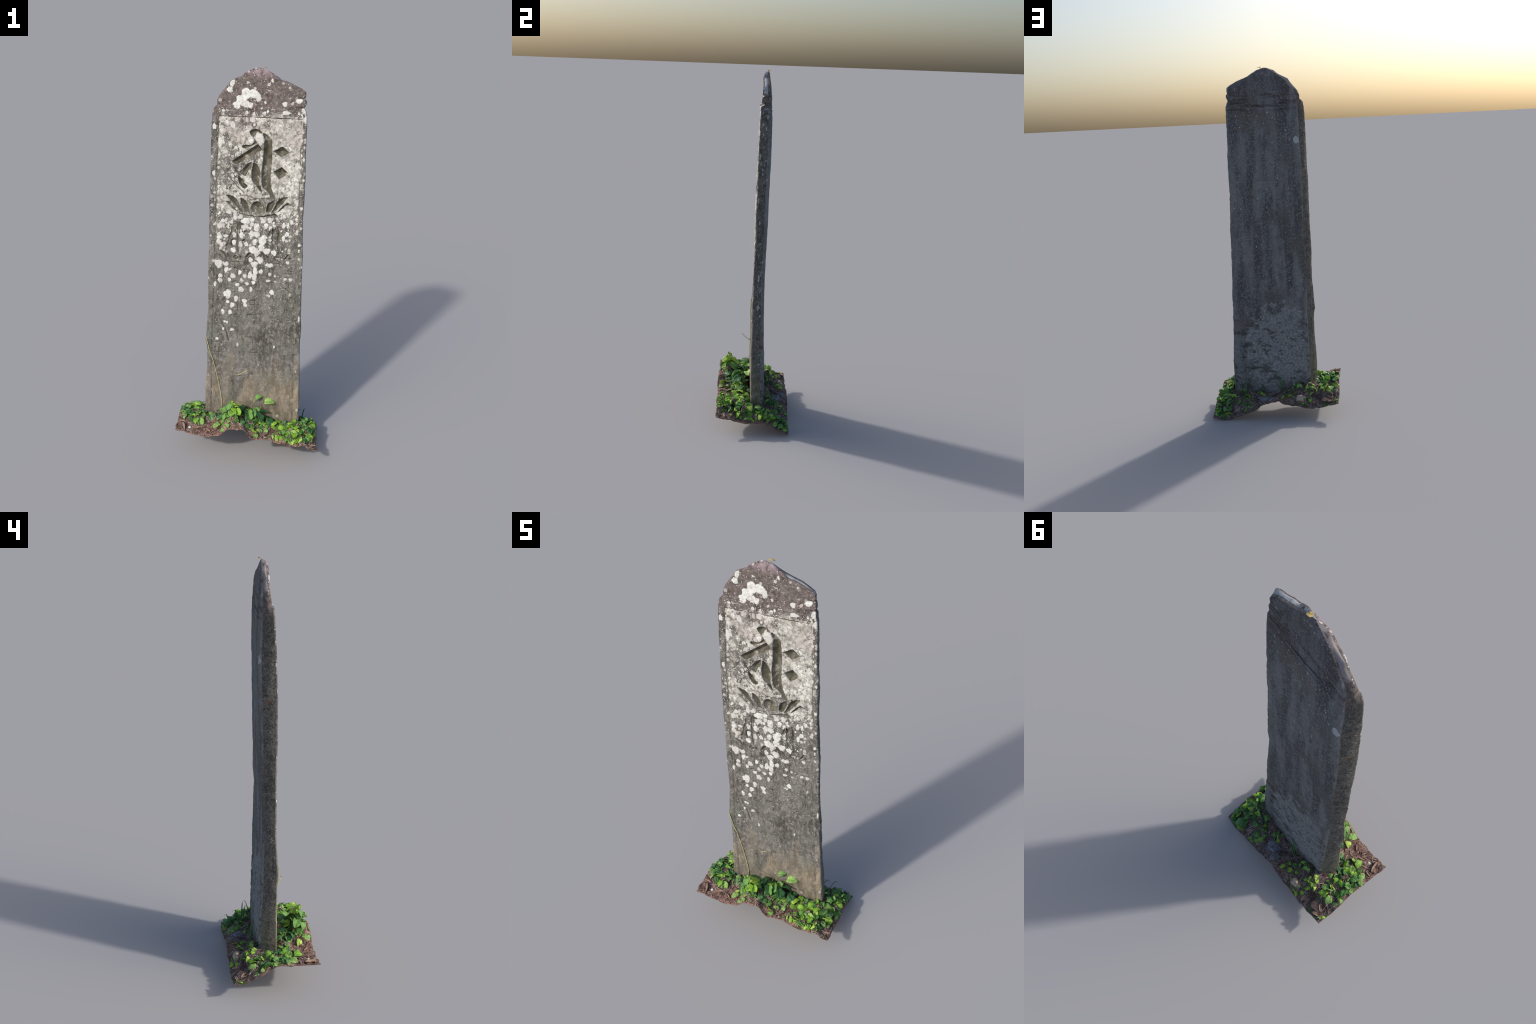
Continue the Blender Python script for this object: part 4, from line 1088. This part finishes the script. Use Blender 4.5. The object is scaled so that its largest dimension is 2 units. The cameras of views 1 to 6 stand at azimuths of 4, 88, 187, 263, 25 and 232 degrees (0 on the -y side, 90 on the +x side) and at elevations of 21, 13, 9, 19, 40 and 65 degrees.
# ------------------------------------------------------- needles, twigs, debris
nv, nf = [], []
for q_ in range(1300):
    x = random.uniform(-.35, .35); y = random.uniform(-.195, .195)
    if y < 0 and random.random() < .35: continue
    if in_slab(x, y, .2): continue
    an = random.uniform(0, math.pi); ln = random.uniform(.018, .055); bow = random.uniform(-.012, .012)
    P_ = []
    for t in (-.5, -.17, .17, .5):
        px = x + math.cos(an) * ln * t - math.sin(an) * bow * (1 - 4 * t * t); py = y + math.sin(an) * ln * t + math.cos(an) * bow * (1 - 4 * t * t)
        px = min(max(px, -.360), .360); py = min(max(py, -.201), .201)
        P_.append((px, py, float(soil_z(px, py)) + random.uniform(.0015, .006)))
    tube(P_, random.uniform(.0011, .0026), .0008, 4, nv, nf)
me = mesh_from('needle_litter', nv, nf); nl = place('needle_litter', me, soil, [MAT_NEEDLE]); nl['kind'] = 'stuff'


def lump(name, loc, size, seed, mat, parent, sharp=.35):
    bm = bmesh.new(); bmesh.ops.create_icosphere(bm, subdivisions=3, radius=1)
    rs = Noise2(seed)
    for v in bm.verts:
        p = v.co.copy()
        v.co = p * (1 + sharp * float(rs(p.x + 2 * p.z, p.y - p.z, .9)) + .12 * float(rs(p.x - p.z, p.y + 3, .35)))
        v.co = Vector((v.co.x * size[0], v.co.y * size[1], v.co.z * size[2]))
    me = bpy.data.meshes.new(name); bm.to_mesh(me); bm.free()
    me.polygons.foreach_set('use_smooth', np.ones(len(me.polygons), bool))
    ob = place(name, me, parent, [mat]); ob.location = loc
    return ob


def on_soil(x, y, dz): return (x, y, float(soil_z(x, y)) + dz)


lump('rock', on_soil(-.140, .168, .006), (.030, .020, .018), 41, MAT_ROCK, soil)
lump('rock', on_soil(.055, .138, -.004), (.060, .042, .014), 42, MAT_SLATE, soil)
lump('rock', on_soil(.015, .165, -.004), (.030, .024, .010), 45, MAT_SLATE, soil)
lump('pebble', on_soil(-.297, -.158, .002), (.008, .007, .006), 43, MAT_PEBBLE, soil, .15)
lump('rock', on_soil(-.290, .160, .000), (.028, .018, .010), 44, MAT_DRY, soil)

# curled dead leaves among the litter
for q_, (x, y, ln, yaw) in enumerate(((-.330, -.170, .075, .3), (-.255, -.150, .055, 2.0), (-.205, -.165, .050, 4.0), (.240, -.185, .060, 1.2),
                                      (.100, -.165, .050, 2.6), (.060, -.150, .045, .5), (-.310, .150, .050, 1.0), (-.225, .175, .060, 3.0),
                                      (-.330, .180, .060, 5.2), (.345, -.165, .050, 1.9), (-.340, -.120, .050, 4.6), (-.170, -.140, .045, 5.5))):
    v_, f_ = leaf_mesh('dead_leaf', .5 * (q_ % 2), 2 + q_ % 3, .35, -.25 + .1 * (q_ % 4), 60 + q_)
    me = mesh_from('dead_leaf', v_, f_)
    ob = place('dead_leaf', me, soil, [MAT_DRY])
    ob.matrix_world = Matrix.Translation(on_soil(x, y, .003)) @ Matrix.Rotation(yaw, 4, 'Z') @ Matrix.Rotation(random.uniform(-.15, .15), 4, 'X') @ Matrix.Diagonal((ln * .42, ln, ln * .9, 1)) @ Matrix.Translation((0, -.48, 0))

# a wisp of dry leaf caught on the very top
v_, f_ = leaf_mesh('dry_leaf', 0, 3, .3, .6, 91)
me = mesh_from('dry_leaf', v_, f_); ob = place('dry_leaf', me, crown, [MAT_TOP])
zt = 1.9985
ob.matrix_world = Matrix.Translation((.003, .030, 1.9885)) @ Matrix.Rotation(-1.3, 4, 'Z') @ Matrix.Rotation(.15, 4, 'X') @ Matrix.Scale(.026, 4)
bpy.context.view_layer.update()
zs = max((ob.matrix_world @ v.co).z for v in ob.data.vertices)
ob.location.z += 2.0 - zs
# its stalk wedged in the crest
wv_, wf_ = [], []
tube([(.012, .029, 1.982), (.010, .030, 1.992), (.014, .030, 1.997)], .0022, .0012, 6, wv_, wf_)
place('dry_leaf_stalk', mesh_from('dry_leaf_stalk', wv_, wf_), crown, [MAT_TOP])
